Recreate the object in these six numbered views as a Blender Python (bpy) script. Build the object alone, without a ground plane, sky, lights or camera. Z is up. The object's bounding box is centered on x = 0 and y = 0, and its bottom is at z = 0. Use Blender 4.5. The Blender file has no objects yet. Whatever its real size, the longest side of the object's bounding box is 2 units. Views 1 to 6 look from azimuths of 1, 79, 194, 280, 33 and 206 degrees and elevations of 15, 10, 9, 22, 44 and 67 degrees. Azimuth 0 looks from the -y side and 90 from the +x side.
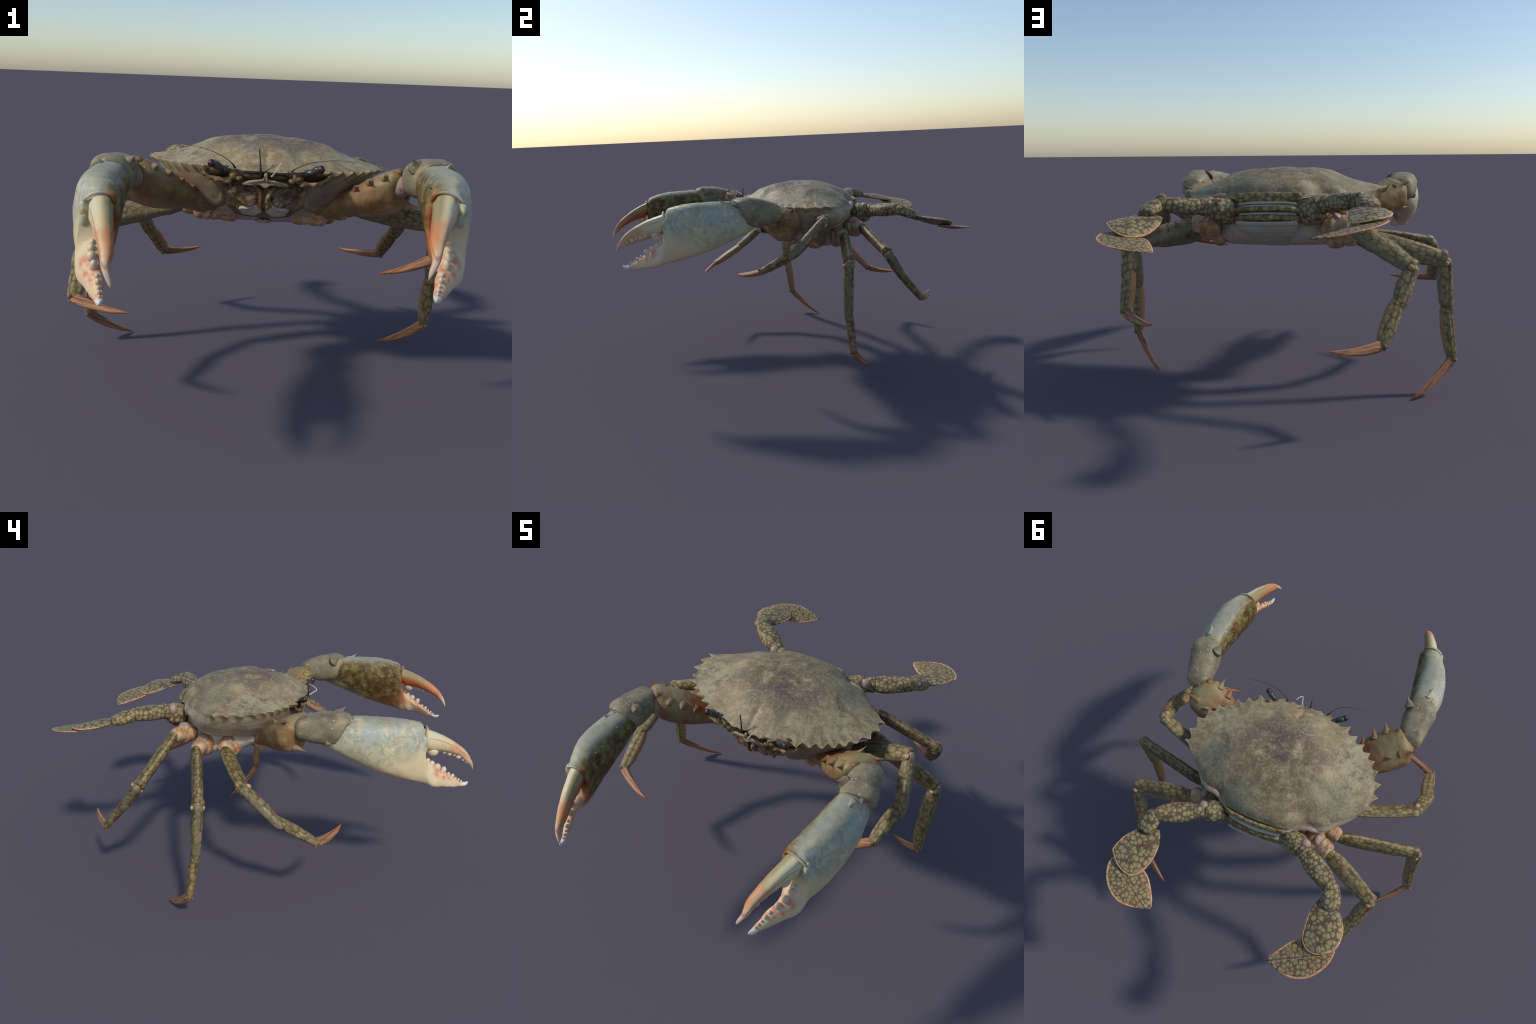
"""Mud crab standing on its leg tips: carapace, abdomen, face, two claws, six walking legs, two swimming legs."""
import bpy, math, random
import numpy as np
from mathutils import Matrix, Vector, noise as mnoise

random.seed(7)
rng = np.random.default_rng(7)
COL = bpy.context.scene.collection
V = lambda *a: np.array(a, dtype=float)

# ------------------------------------------------------------------ numeric helpers
def pchip(xs, ys, xq):
    """monotone cubic interpolation of columns ys over xs"""
    xs = np.asarray(xs, float); ys = np.asarray(ys, float)
    one = ys.ndim == 1
    if one: ys = ys[:, None]
    h = np.diff(xs)[:, None]; d = np.diff(ys, axis=0) / h
    m = np.zeros_like(ys)
    m[0] = d[0]; m[-1] = d[-1]
    for i in range(1, len(xs) - 1):
        w1 = 2 * h[i] + h[i - 1]; w2 = h[i] + 2 * h[i - 1]
        ok = d[i - 1] * d[i] > 0
        with np.errstate(divide='ignore', invalid='ignore'):
            v = (w1 + w2) / (w1 / d[i - 1] + w2 / d[i])
        m[i] = np.where(ok, v, 0)
    xq = np.clip(np.asarray(xq, float), xs[0], xs[-1])
    k = np.clip(np.searchsorted(xs, xq, side='right') - 1, 0, len(xs) - 2)
    t = ((xq - xs[k]) / (xs[k + 1] - xs[k]))[:, None]; hh = h[k]
    r = ((2*t**3 - 3*t**2 + 1) * ys[k] + (t**3 - 2*t**2 + t) * hh * m[k]
         + (-2*t**3 + 3*t**2) * ys[k + 1] + (t**3 - t**2) * hh * m[k + 1])
    return r[:, 0] if one else r

def catmull(P, n):
    """smooth curve through the control points P, n samples"""
    P = np.asarray(P, float)
    Q = np.vstack([2*P[0] - P[1], P, 2*P[-1] - P[-2]])
    s = np.linspace(0, len(P) - 1, n); k = np.minimum(s.astype(int), len(P) - 2); t = (s - k)[:, None]
    a, b, c, d = Q[k], Q[k + 1], Q[k + 2], Q[k + 3]
    return .5 * (2*b + (c - a)*t + (2*a - 5*b + 4*c - d)*t**2 + (3*b - a - 3*c + d)*t**3)

def unit(v):
    v = np.asarray(v, float); return v / np.linalg.norm(v)

def fbm(P, scale, octaves=3, seed=0.0):
    out = np.empty(len(P))
    off = Vector((seed * 13.1, seed * 7.7, seed * 3.3))
    for i, p in enumerate(P):
        out[i] = mnoise.fractal(Vector(p) * scale + off, 0.9, 2.0, octaves)
    return out

# ------------------------------------------------------------------ object helpers
def make_mesh(name, verts, faces, mats, smooth=True, face_mats=None):
    me = bpy.data.meshes.new(name)
    me.from_pydata([tuple(map(float, v)) for v in verts], [], faces)
    for m in mats: me.materials.append(m)
    me.polygons.foreach_set('use_smooth', [smooth] * len(me.polygons))
    if face_mats is not None:
        me.polygons.foreach_set('material_index', face_mats)
    me.update()
    import bmesh
    bm = bmesh.new(); bm.from_mesh(me)
    bmesh.ops.recalc_face_normals(bm, faces=bm.faces)
    bm.to_mesh(me); bm.free()
    return me

WORLD = {}
def place(name, me, parent, M=None):
    o = bpy.data.objects.new(name, me); COL.objects.link(o)
    M = M if M is not None else Matrix.Identity(4)
    if parent is not None:
        o.parent = parent
        o.matrix_parent_inverse = WORLD[parent.name].inverted()
    o.matrix_basis = M
    WORLD[o.name] = M
    return o

def grid(rings, closed_ring=True, cap=True):
    """rings: (n, m, 3) -> verts, faces"""
    n, m, _ = rings.shape
    verts = list(rings.reshape(-1, 3)); faces = []
    mm = m if closed_ring else m - 1
    for i in range(n - 1):
        for j in range(mm):
            a = i*m + j; b = i*m + (j + 1) % m
            faces.append((a, b, b + m, a + m))
    if cap and closed_ring:
        for i, flip in ((0, True), (n - 1, False)):
            c = len(verts); verts.append(rings[i].mean(0))
            for j in range(m):
                a = i*m + j; b = i*m + (j + 1) % m
                faces.append((b, a, c) if flip else (a, b, c))
    return verts, faces

def spow(v, p):
    return np.sign(v) * np.abs(v) ** p

def tube(st, n=48, m=40, expo=2.0, roundness=(.0, .0), bump=None, end_in=4):
    """loft along local x. st rows: x, yc, zc, half_y, half_z. roundness: length over which each end rounds off."""
    st = np.asarray(st, float)
    xs = st[:, 0]; x0, x1 = xs[0], xs[-1]
    u = .5 - .5*np.cos(np.linspace(0, np.pi, n)); u = .6*u + .4*np.linspace(0, 1, n)
    xq = x0 + (x1 - x0) * u
    q = pchip(xs, st[:, 1:5], xq)
    f = np.ones(n)
    r0, r1 = roundness
    if r0 > 0:
        k = np.clip((xq - x0) / r0, 0, 1); f *= np.sqrt(np.clip(1 - (1 - k)**2, .0004, 1))
    if r1 > 0:
        k = np.clip((x1 - xq) / r1, 0, 1); f *= np.sqrt(np.clip(1 - (1 - k)**2, .0004, 1))
    th = np.linspace(0, 2*np.pi, m, endpoint=False)
    c, s = spow(np.cos(th), 2/expo), spow(np.sin(th), 2/expo)
    R = np.empty((n, m, 3))
    R[:, :, 0] = xq[:, None]
    R[:, :, 1] = q[:, 0:1] + (q[:, 2] * f)[:, None] * c
    R[:, :, 2] = q[:, 1:2] + (q[:, 3] * f)[:, None] * s
    if bump is not None:
        bump(R, xq, th)
    return R

def cone(base, tip, r, n=12, m=14, bend=V(0, 0, 0), p=.62):
    """curved spine from base to tip"""
    base, tip = V(*base), V(*tip)
    ax = unit(tip - base); e1 = unit(np.cross(ax, V(.3, .5, .81))); e2 = np.cross(ax, e1)
    t = np.linspace(0, 1, n); th = np.linspace(0, 2*np.pi, m, endpoint=False)
    base = base - (tip - base)*.35; r = r*1.35
    C = base + (tip - base) * t[:, None] + np.outer(4*t*(1 - t), bend)
    rr = r * (1 - t)**(1/p) + r*.03
    R = C[:, None, :] + rr[:, None, None] * (np.cos(th)[None, :, None]*e1 + np.sin(th)[None, :, None]*e2)
    return grid(R)

def ball(c, rad, n=14, m=18, axis=None):
    c = V(*c); rad = V(*rad) if np.ndim(rad) else V(rad, rad, rad)
    a = np.linspace(.04, np.pi - .04, n); th = np.linspace(0, 2*np.pi, m, endpoint=False)
    R = np.empty((n, m, 3))
    R[:, :, 0] = np.sin(a)[:, None]*np.cos(th); R[:, :, 1] = np.sin(a)[:, None]*np.sin(th); R[:, :, 2] = np.cos(a)[:, None]
    R *= rad
    if axis is not None:
        z = unit(axis); x = unit(np.cross(z, V(.2, .93, .31))); y = np.cross(z, x)
        R = R[:, :, :1]*x + R[:, :, 1:2]*y + R[:, :, 2:]*z
    return grid(R + c)

def path_tube(P, r, n=40, m=10, taper=None):
    """round tube along a smooth path"""
    C = catmull(P, n); T = np.gradient(C, axis=0); T /= np.linalg.norm(T, axis=1)[:, None]
    up = V(.13, .21, .97); th = np.linspace(0, 2*np.pi, m, endpoint=False)
    t = np.linspace(0, 1, n)
    rr = r * (np.ones(n) if taper is None else np.interp(t, *zip(*taper)))
    e1 = np.cross(T, up); e1 /= np.linalg.norm(e1, axis=1)[:, None]; e2 = np.cross(T, e1)
    R = C[:, None] + rr[:, None, None]*(np.cos(th)[None, :, None]*e1[:, None] + np.sin(th)[None, :, None]*e2[:, None])
    return grid(R)

def join(parts):
    """merge several (verts, faces) lists"""
    vs, fs = [], []
    for v, f in parts:
        o = len(vs); vs += list(v); fs += [tuple(i + o for i in q) for q in f]
    return vs, fs

def frame(o, x, y):
    """matrix with local x along x, local y near y"""
    x = unit(x); y = np.asarray(y, float); y = unit(y - x*(x @ y)); z = np.cross(x, y)
    M = Matrix.Identity(4)
    for i in range(3):
        M[i][0], M[i][1], M[i][2], M[i][3] = float(x[i]), float(y[i]), float(z[i]), float(o[i])
    return M

def relief(R, amp, scale, seed=0, octaves=3):
    """push a ring grid along its own outward direction by noise"""
    n, m, _ = R.shape
    C = R.mean(1, keepdims=True); D = R - C
    L = np.linalg.norm(D, axis=2, keepdims=True); D = D / np.maximum(L, 1e-6)
    k = fbm(R.reshape(-1, 3), scale, octaves, seed).reshape(n, m, 1)
    R += D * k * amp * np.clip(L / .01, 0, 1)

# ------------------------------------------------------------------ materials
def srgb(r, g, b):
    f = lambda c: ((c/255 + .055)/1.055)**2.4 if c > 10 else c/255/12.92
    return (f(r), f(g), f(b), 1)

class Mat:
    def __init__(s, name, rough=.45, spec=.4, coat=0.0):
        spec *= .6; rough += .06
        s.m = bpy.data.materials.new(name); s.m.use_nodes = True
        s.t = s.m.node_tree; s.N = s.t.nodes; s.L = s.t.links
        s.b = s.N['Principled BSDF']; s.b.inputs['Roughness'].default_value = rough
        s.b.inputs['Specular IOR Level'].default_value = spec
        s.b.inputs['Coat Weight'].default_value = coat; s.b.inputs['Coat Roughness'].default_value = .25
        s.co = s.N.new('ShaderNodeTexCoord').outputs['Object']
        s._xyz = None
    def link(s, a, b):
        if hasattr(a, 'links'): s.L.new(a, b)
        elif isinstance(a, (tuple, list)): b.default_value = a
        else: b.default_value = a
    def xyz(s, i):
        if s._xyz is None:
            n = s.N.new('ShaderNodeSeparateXYZ'); s.L.new(s.co, n.inputs[0]); s._xyz = n
        return s._xyz.outputs[i]
    def mapping(s, scale=(1, 1, 1), loc=(0, 0, 0), co=None):
        n = s.N.new('ShaderNodeMapping'); s.L.new(co or s.co, n.inputs[0])
        n.inputs['Scale'].default_value = scale; n.inputs['Location'].default_value = loc
        return n.outputs[0]
    def noise(s, scale, detail=3, rough=.55, co=None, dist=0, color=False):
        n = s.N.new('ShaderNodeTexNoise'); s.L.new(co or s.co, n.inputs['Vector'])
        n.inputs['Scale'].default_value = scale; n.inputs['Detail'].default_value = detail
        n.inputs['Roughness'].default_value = rough; n.inputs['Distortion'].default_value = dist
        return n.outputs['Color' if color else 'Fac']
    def voro(s, scale, feature='F1', rnd=1.0, co=None, out='Distance'):
        n = s.N.new('ShaderNodeTexVoronoi'); n.feature = feature; s.L.new(co or s.co, n.inputs['Vector'])
        n.inputs['Scale'].default_value = scale; n.inputs['Randomness'].default_value = rnd
        return n.outputs[out]
    def warp(s, scale, amt, co=None):
        """coordinates shifted by noise"""
        c = s.noise(scale, 2, color=True, co=co)
        n = s.N.new('ShaderNodeVectorMath'); n.operation = 'MULTIPLY_ADD'
        s.L.new(c, n.inputs[0]); n.inputs[1].default_value = (amt, amt, amt); s.L.new(co or s.co, n.inputs[2])
        return n.outputs[0]
    def ramp(s, fac, stops, interp='LINEAR'):
        n = s.N.new('ShaderNodeValToRGB'); s.link(fac, n.inputs[0]); n.color_ramp.interpolation = interp
        e = n.color_ramp.elements
        while len(e) < len(stops): e.new(.5)
        for q, (p, c) in zip(e, stops):
            q.position = p; q.color = c if isinstance(c, tuple) else (c, c, c, 1)
        return n.outputs[0]
    def math(s, op, a, b=0.0, c=0.0, clamp=False):
        n = s.N.new('ShaderNodeMath'); n.operation = op; n.use_clamp = clamp
        s.link(a, n.inputs[0]); s.link(b, n.inputs[1]); s.link(c, n.inputs[2])
        return n.outputs[0]
    def step(s, v, lo, hi):
        n = s.N.new('ShaderNodeMapRange'); n.interpolation_type = 'SMOOTHSTEP'
        s.link(v, n.inputs['Value']); n.inputs['From Min'].default_value = lo; n.inputs['From Max'].default_value = hi
        if lo > hi:
            n.inputs['From Min'].default_value = hi; n.inputs['From Max'].default_value = lo
            n.inputs['To Min'].default_value = 1; n.inputs['To Max'].default_value = 0
        return n.outputs[0]
    def mix(s, fac, a, b, blend='MIX'):
        n = s.N.new('ShaderNodeMix'); n.data_type = 'RGBA'; n.blend_type = blend
        s.link(fac, n.inputs[0]); s.link(a, n.inputs[6]); s.link(b, n.inputs[7])
        return n.outputs[2]
    def near(s, p, r0, r1):
        """1 near the point p, 0 beyond r1"""
        n = s.N.new('ShaderNodeVectorMath'); n.operation = 'DISTANCE'
        s.L.new(s.co, n.inputs[0]); n.inputs[1].default_value = p
        return s.step(n.outputs['Value'], r1, r0)
    def mul(s, a, b): return s.math('MULTIPLY', a, b)
    def color(s, c): s.link(c, s.b.inputs['Base Color']); return s
    def rough(s, f): s.link(f, s.b.inputs['Roughness']); return s
    def bump(s, h, strength=.3, dist=.004):
        n = s.N.new('ShaderNodeBump'); n.inputs['Strength'].default_value = strength; n.inputs['Distance'].default_value = dist
        s.link(h, n.inputs['Height']); s.L.new(n.outputs[0], s.b.inputs['Normal']); return s

def dots(m, scale, size, keep=.5, co=None):
    """sparse round dots, 0..1"""
    d = m.voro(scale, co=co); pick = m.voro(scale, out='Color', co=co)
    sep = m.N.new('ShaderNodeSeparateColor'); m.L.new(pick, sep.inputs[0])
    return m.mul(m.step(d, size, size*.35), m.step(sep.outputs[0], 1 - keep, 1 - keep + .1))

def mat_carapace():
    m = Mat('carapace_shell', .47, .45)
    big = m.noise(6, 5, .65); mid = m.noise(24, 5, .7); fine = m.noise(90, 4, .7); hue = m.noise(45, 3, .6)
    c = m.ramp(big, [(.3, srgb(106, 91, 67)), (.5, srgb(138, 121, 89)), (.7, srgb(161, 147, 110))])
    c = m.mix(m.mul(m.step(mid, .42, .72), .65), c, srgb(172, 160, 124))
    c = m.mix(m.mul(m.step(hue, .48, .7), .35), c, srgb(128, 112, 108))
    # brown centre with plum patches, pinkish scars, olive and blue-grey rear corners, paler shoulders
    ctr = m.near((0.0, .10, 1.0), .02, .27)
    c = m.mix(m.mul(ctr, m.step(mid, .72, .35)), c, srgb(104, 88, 70))
    for p, r in (((-.07, -.05, 1.0), .10), ((.10, -.05, 1.0), .09), ((.02, .02, 1.0), .08), ((.17, .08, .99), .08), ((-.2, .05, .98), .07)):
        c = m.mix(m.mul(m.near(p, .01, r), .65), c, srgb(104, 90, 86))
    for p, r in (((-.10, .01, 1.0), .055), ((.07, .035, 1.0), .055), ((.02, -.13, .95), .06)):
        c = m.mix(m.mul(m.mul(m.near(p, .01, r), .7), m.step(mid, .4, .6)), c, srgb(178, 148, 118))
    for p, r in (((.28, .22, .93), .14), ((-.28, .22, .93), .12), ((.1, .38, .93), .13)):
        c = m.mix(m.mul(m.near(p, .02, r), .6), c, srgb(116, 118, 96))
    for p, r in (((-.33, .03, .93), .17), ((.33, .03, .93), .15), ((-.30, -.08, .92), .1)):
        c = m.mix(m.mul(m.mul(m.near(p, .02, r), .7), m.step(mid, .35, .6)), c, srgb(166, 155, 124))
    for p, r in (((.12, .0, .99), .085), ((-.05, .0, 1.0), .06), ((.03, .05, 1.0), .06), ((-.02, .13, 1.0), .07)):
        c = m.mix(m.mul(m.near(p, .01, r), .6), c, srgb(96, 80, 74))
    # pale granules in clusters, and grain
    clus = m.step(m.noise(9, 3, .6), .38, .6)
    c = m.mix(m.mul(m.mul(dots(m, 58, .24, .35), clus), .7), c, srgb(204, 190, 142))
    c = m.mix(m.mul(m.mul(dots(m, 115, .30, .45), clus), .6), c, srgb(196, 184, 142))
    c = m.mix(m.mul(m.step(fine, .52, .70), .50), c, srgb(182, 168, 128))
    c = m.mix(m.mul(m.step(fine, .48, .3), .55), c, srgb(88, 75, 60))
    # pale ridge line across the front of the gastric region
    ax = m.math('ABSOLUTE', m.xyz(0)); dx = m.math('SUBTRACT', ax, .062)
    arc = m.math('ADD', m.math('ADD', m.xyz(1), .027), m.mul(m.mul(dx, dx), 6.0))
    arc = m.mul(m.step(m.math('ABSOLUTE', arc), .0034, .0008), m.mul(m.step(ax, .020, .032), m.step(ax, .118, .10)))
    c = m.mix(m.mul(m.mul(arc, m.step(fine, .35, .6)), .5), c, srgb(200, 182, 140))
    lower = m.step(m.math('ADD', m.xyz(2), m.mul(m.math('SUBTRACT', mid, .5), .03)), .890, .868)
    wall = m.ramp(m.noise(12, 5, .65, co=m.mapping((1, 1, 2.5))), [(.3, srgb(146, 120, 90)), (.48, srgb(178, 162, 134)), (.66, srgb(188, 184, 168))])
    wall = m.mix(m.mul(m.step(m.math('ADD', m.xyz(1), m.mul(m.noise(9, 3), .1)), .06, -.06), .75), wall, m.ramp(m.noise(16, 4, .65), [(.3, srgb(92, 70, 44)), (.55, srgb(126, 102, 72)), (.75, srgb(150, 132, 106))]))  # front of wall darkened to brown: shadow under the shell margin painted into colour
    c = m.mix(lower, c, wall)
    return m.color(c).bump(m.math('ADD', m.mul(dots(m, 75, .32, .6), .5), m.mul(fine, .9)), .40, .003)

def mat_tooth_tip():
    m = Mat('carapace_tooth_tip', .45)
    return m.color(m.ramp(m.noise(40), [(.35, srgb(172, 140, 100)), (.65, srgb(192, 172, 132))]))

def reticulate(m, scale, line, cells, width=.16, co=None, wv=.010, hi=None):
    """rounded pebble-like cells, pale in the middle, with soft dark lines between them"""
    w = m.warp(22, wv, co)
    e = m.voro(scale, 'DISTANCE_TO_EDGE', .8, co=w); f = m.voro(scale, rnd=.8, co=w)
    tone = m.noise(14, 4, .65, co=co)
    cell = m.ramp(tone, [(.3, cells[0]), (.5, cells[1]), (.7, cells[2])])
    core = m.math('ADD', m.mul(e, .8), m.mul(m.math('SUBTRACT', .42, f), .45))
    core = m.math('ADD', core, m.mul(m.math('SUBTRACT', m.noise(70, 3, .6, co=co), .5), .10))
    cell = m.mix(m.mul(m.step(core, .10, .50), .45), cell, hi or srgb(176, 168, 118))
    c = m.mix(m.step(core, -.07, width), line, cell)
    return c, m.step(core, 0, width*1.6)

def leg_common(m, scale, rusty, stripe):
    """object space of a leg segment: x along it, y towards its upper edge, z across"""
    co = m.mapping((.68, 1, 1))
    c, h = reticulate(m, scale, srgb(92, 73, 48), (srgb(116, 100, 64), srgb(136, 120, 80), srgb(152, 139, 102)), .10, co=co, hi=srgb(168, 155, 112))
    n = m.noise(13, 4, .6); g = m.noise(60, 4, .7)
    plain = m.ramp(g, [(.3, srgb(96, 82, 54)), (.7, srgb(142, 127, 90))])
    c = m.mix(m.mul(m.step(m.noise(8, 3, .6), .40, .62), .5), c, plain)
    y = m.math('ADD', m.xyz(1), m.mul(m.math('SUBTRACT', n, .5), .016)); az = m.math('ABSOLUTE', m.xyz(2))
    c = m.mix(m.mul(m.step(y, -.012, -.034), .5), c, srgb(146, 138, 114))
    if stripe:      # smooth grey back with dotted borders
        back = m.mul(m.step(y, .006, .018), m.step(az, .015, .008))
        c = m.mix(m.mul(back, .65), c, m.ramp(g, [(.3, srgb(104, 98, 78)), (.7, srgb(134, 128, 106))]))
        row = m.mul(m.step(m.math('ABSOLUTE', m.math('SUBTRACT', az, .016)), .004, .001), dots(m, 70, .3, .7))
        c = m.mix(m.mul(row, .7), c, srgb(190, 176, 120))
    else:           # pale ridge along the upper edge
        ridge = m.mul(m.step(az, .0045, .001), m.step(y, .014, .022))
        c = m.mix(m.mul(ridge, .2 if rusty else .35), c, srgb(170, 156, 116))
    if rusty:
        c = m.mix(m.mul(m.step(m.xyz(1), -.021, -.029), .75), c, srgb(172, 122, 82))
        c = m.mix(m.mul(m.step(m.xyz(0), .17, .25), .35), c, srgb(140, 100, 66))
    c = m.mix(m.mul(dots(m, 60, .18, .2), .6), c, srgb(196, 182, 132))
    return c, h

def mat_leg():
    m = Mat('leg_shell', .42, .45)
    c, h = leg_common(m, 46, False, False)
    return m.color(c).bump(m.math('ADD', m.mul(h, .5), m.mul(m.noise(120, 3), .5)), .35, .003)

def mat_leg_carpus():
    m = Mat('leg_carpus_shell', .42, .45)
    c, h = leg_common(m, 48, False, True)
    return m.color(c).bump(m.math('ADD', m.mul(h, .5), m.mul(m.noise(120, 3), .5)), .35, .003)

def mat_propodus():
    m = Mat('propodus_shell', .42, .45)
    c, h = leg_common(m, 50, True, False)
    return m.color(c).bump(m.math('ADD', m.mul(h, .5), m.mul(m.noise(120, 3), .5)), .35, .003)

def mat_dactyl():
    m = Mat('leg_tip_shell', .4, .45)
    st = m.noise(1, 3, .6, co=m.mapping((9, 160, 60)))
    c = m.ramp(st, [(.35, srgb(104, 72, 50)), (.5, srgb(160, 110, 76)), (.66, srgb(192, 140, 104))])
    c = m.mix(m.mul(m.step(m.xyz(0), .10, .24), .5), c, srgb(176, 104, 62))
    c = m.mix(m.step(m.xyz(0), .21, .26), c, srgb(150, 84, 46))
    return m.color(c).bump(st, .5, .004)

def mat_joint():
    m = Mat('joint_shell', .40, .45)
    n = m.noise(20, 4, .6, dist=1.4)
    c = m.ramp(n, [(.3, srgb(142, 92, 56)), (.42, srgb(190, 140, 98)), (.52, srgb(190, 164, 130)), (.64, srgb(194, 174, 148)), (.76, srgb(178, 140, 108))])
    line = m.step(m.math('ABSOLUTE', m.math('SUBTRACT', m.noise(14, 2, .5, dist=1.0), .5)), .03, .0)
    c = m.mix(m.mul(line, .7), c, srgb(168, 100, 58))
    c = m.mix(m.mul(m.step(m.noise(8, 3), .52, .7), .55), c, srgb(120, 100, 70))
    return m.color(c).bump(n, .5, .007)

def mat_membrane():
    m = Mat('joint_membrane', .3, .5)
    n = m.noise(30, 3, .6, co=m.mapping((1, 1, 1)), dist=1.5)
    return m.color(m.ramp(n, [(.3, srgb(146, 98, 66)), (.46, srgb(166, 142, 126)), (.7, srgb(154, 138, 134))])).bump(n, .4, .005)

def mat_paddle(name, scale, veins):
    m = Mat(name, .42, .4)
    c, h = reticulate(m, scale, srgb(96, 77, 58), (srgb(126, 112, 72), srgb(148, 135, 92), srgb(164, 152, 114)), .10, hi=srgb(180, 168, 124))
    if veins:
        c = m.mix(m.mul(m.step(m.noise(16, 3), .45, .7), .6), c, srgb(128, 92, 62))
        y = m.math('ABSOLUTE', m.math('ADD', m.xyz(1), m.mul(m.noise(20, 2), .008)))
        c = m.mix(m.mul(m.step(y, .005, .001), .5), c, srgb(74, 62, 60))
        c = m.mix(m.mul(m.step(m.math('ABSOLUTE', m.math('SUBTRACT', y, .006)), .002, .0005), .4), c, srgb(176, 162, 140))
    else:
        c = m.mix(m.mul(m.step(m.noise(14, 2), .5, .7), .45), c, srgb(104, 90, 82))
    c = m.mix(m.mul(dots(m, 60, .2, .3), .6), c, srgb(206, 200, 160))
    return m.color(c).bump(h, .4, .004)

def mat_fringe():
    m = Mat('fringe_hair', .6, .3)
    n = m.noise(60, 2)
    return m.color(m.ramp(n, [(.3, srgb(186, 128, 90)), (.7, srgb(222, 172, 134))])).bump(n, .4, .003)

def claw_dots(m, c):
    c = m.mix(m.mul(dots(m, 42, .17, .5), .85), c, srgb(222, 220, 196))
    return m.mix(m.mul(dots(m, 85, .2, .25), .6), c, srgb(214, 212, 190))

def mat_palm():
    """object space: right-claw world axes about PALM_O; +x is the outer face"""
    m = Mat('claw_palm_shell', .44, .4, .05)
    x, y, zc = m.xyz(0), m.xyz(1), m.xyz(2)
    n = m.noise(12, 4, .6)
    outer = m.ramp(n, [(.3, srgb(182, 176, 144)), (.5, srgb(200, 192, 156)), (.7, srgb(210, 198, 160))])
    outer = m.mix(m.mul(m.mul(m.step(zc, -.03, .05), m.step(n, .70, .46)), .7), outer, srgb(164, 176, 172))
    vein = m.noise(24, 2, .5, dist=.7)
    vein = m.step(m.math('ABSOLUTE', m.math('SUBTRACT', vein, .5)), .12, .0)
    vein = m.mul(vein, m.step(m.noise(9, 2), .35, .6))
    outer = m.mix(m.mul(vein, .45), outer, srgb(140, 124, 92))
    outer = m.mix(m.mul(m.step(m.noise(34, 3, .6), .5, .68), .3), outer, srgb(150, 136, 104))
    top = m.ramp(n, [(.3, srgb(130, 124, 98)), (.7, srgb(156, 150, 122))])
    outer = m.mix(m.mul(m.step(zc, .085, .13), .6), outer, top)
    outer = m.mix(m.mul(m.step(m.math('ADD', zc, m.mul(y, .30)), -.05, -.105), .85), outer, srgb(218, 194, 152))
    blob = m.noise(26, 2, .5)
    inner = m.ramp(blob, [(.35, srgb(84, 60, 32)), (.5, srgb(102, 82, 46)), (.62, srgb(124, 112, 66))])
    inner = m.mix(m.mul(m.step(zc, -.04, -.12), .7), inner, srgb(150, 92, 48))
    mid = m.math('MULTIPLY_ADD', m.math('MINIMUM', m.math('ADD', y, .08), 0.0), .27, .006)
    side = m.step(m.math('ADD', m.math('SUBTRACT', x, mid), m.mul(m.math('SUBTRACT', n, .5), .04)), .006, -.044)
    side = m.mul(side, m.step(zc, .145, .10))
    c = m.mix(side, outer, inner)
    c = claw_dots(m, c)
    # fixed finger: cream, orange, pale tip
    t = m.math('ADD', m.mul(y, -1), m.mul(m.noise(18, 3), .04))
    cr = m.ramp(m.noise(30, 3), [(.3, srgb(222, 190, 146)), (.7, srgb(214, 204, 174))])
    f = m.step(m.math('ADD', t, m.mul(zc, -.25)), .215, .30)
    c = m.mix(f, c, cr)
    biting = m.mul(m.step(m.math('ADD', zc, m.mul(y, -.52)), .002, .026), m.mul(m.step(t, .24, .29), m.step(t, .42, .37)))
    c = m.mix(m.mul(m.mul(biting, m.step(m.noise(30, 3, .6), .36, .62)), .8), c, srgb(206, 96, 58))
    c = m.mix(m.mul(m.mul(side, m.step(t, .18, .26)), .85), c, m.ramp(m.noise(26, 3, .6), [(.3, srgb(176, 66, 26)), (.6, srgb(206, 96, 46)), (.75, srgb(218, 150, 104))]))
    c = m.mix(m.step(t, .385, .425), c, srgb(214, 216, 206))
    return m.color(c).bump(m.math('ADD', m.mul(dots(m, 42, .18, .5), .5), m.mul(m.noise(70, 3), .7)), .22, .003)

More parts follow.
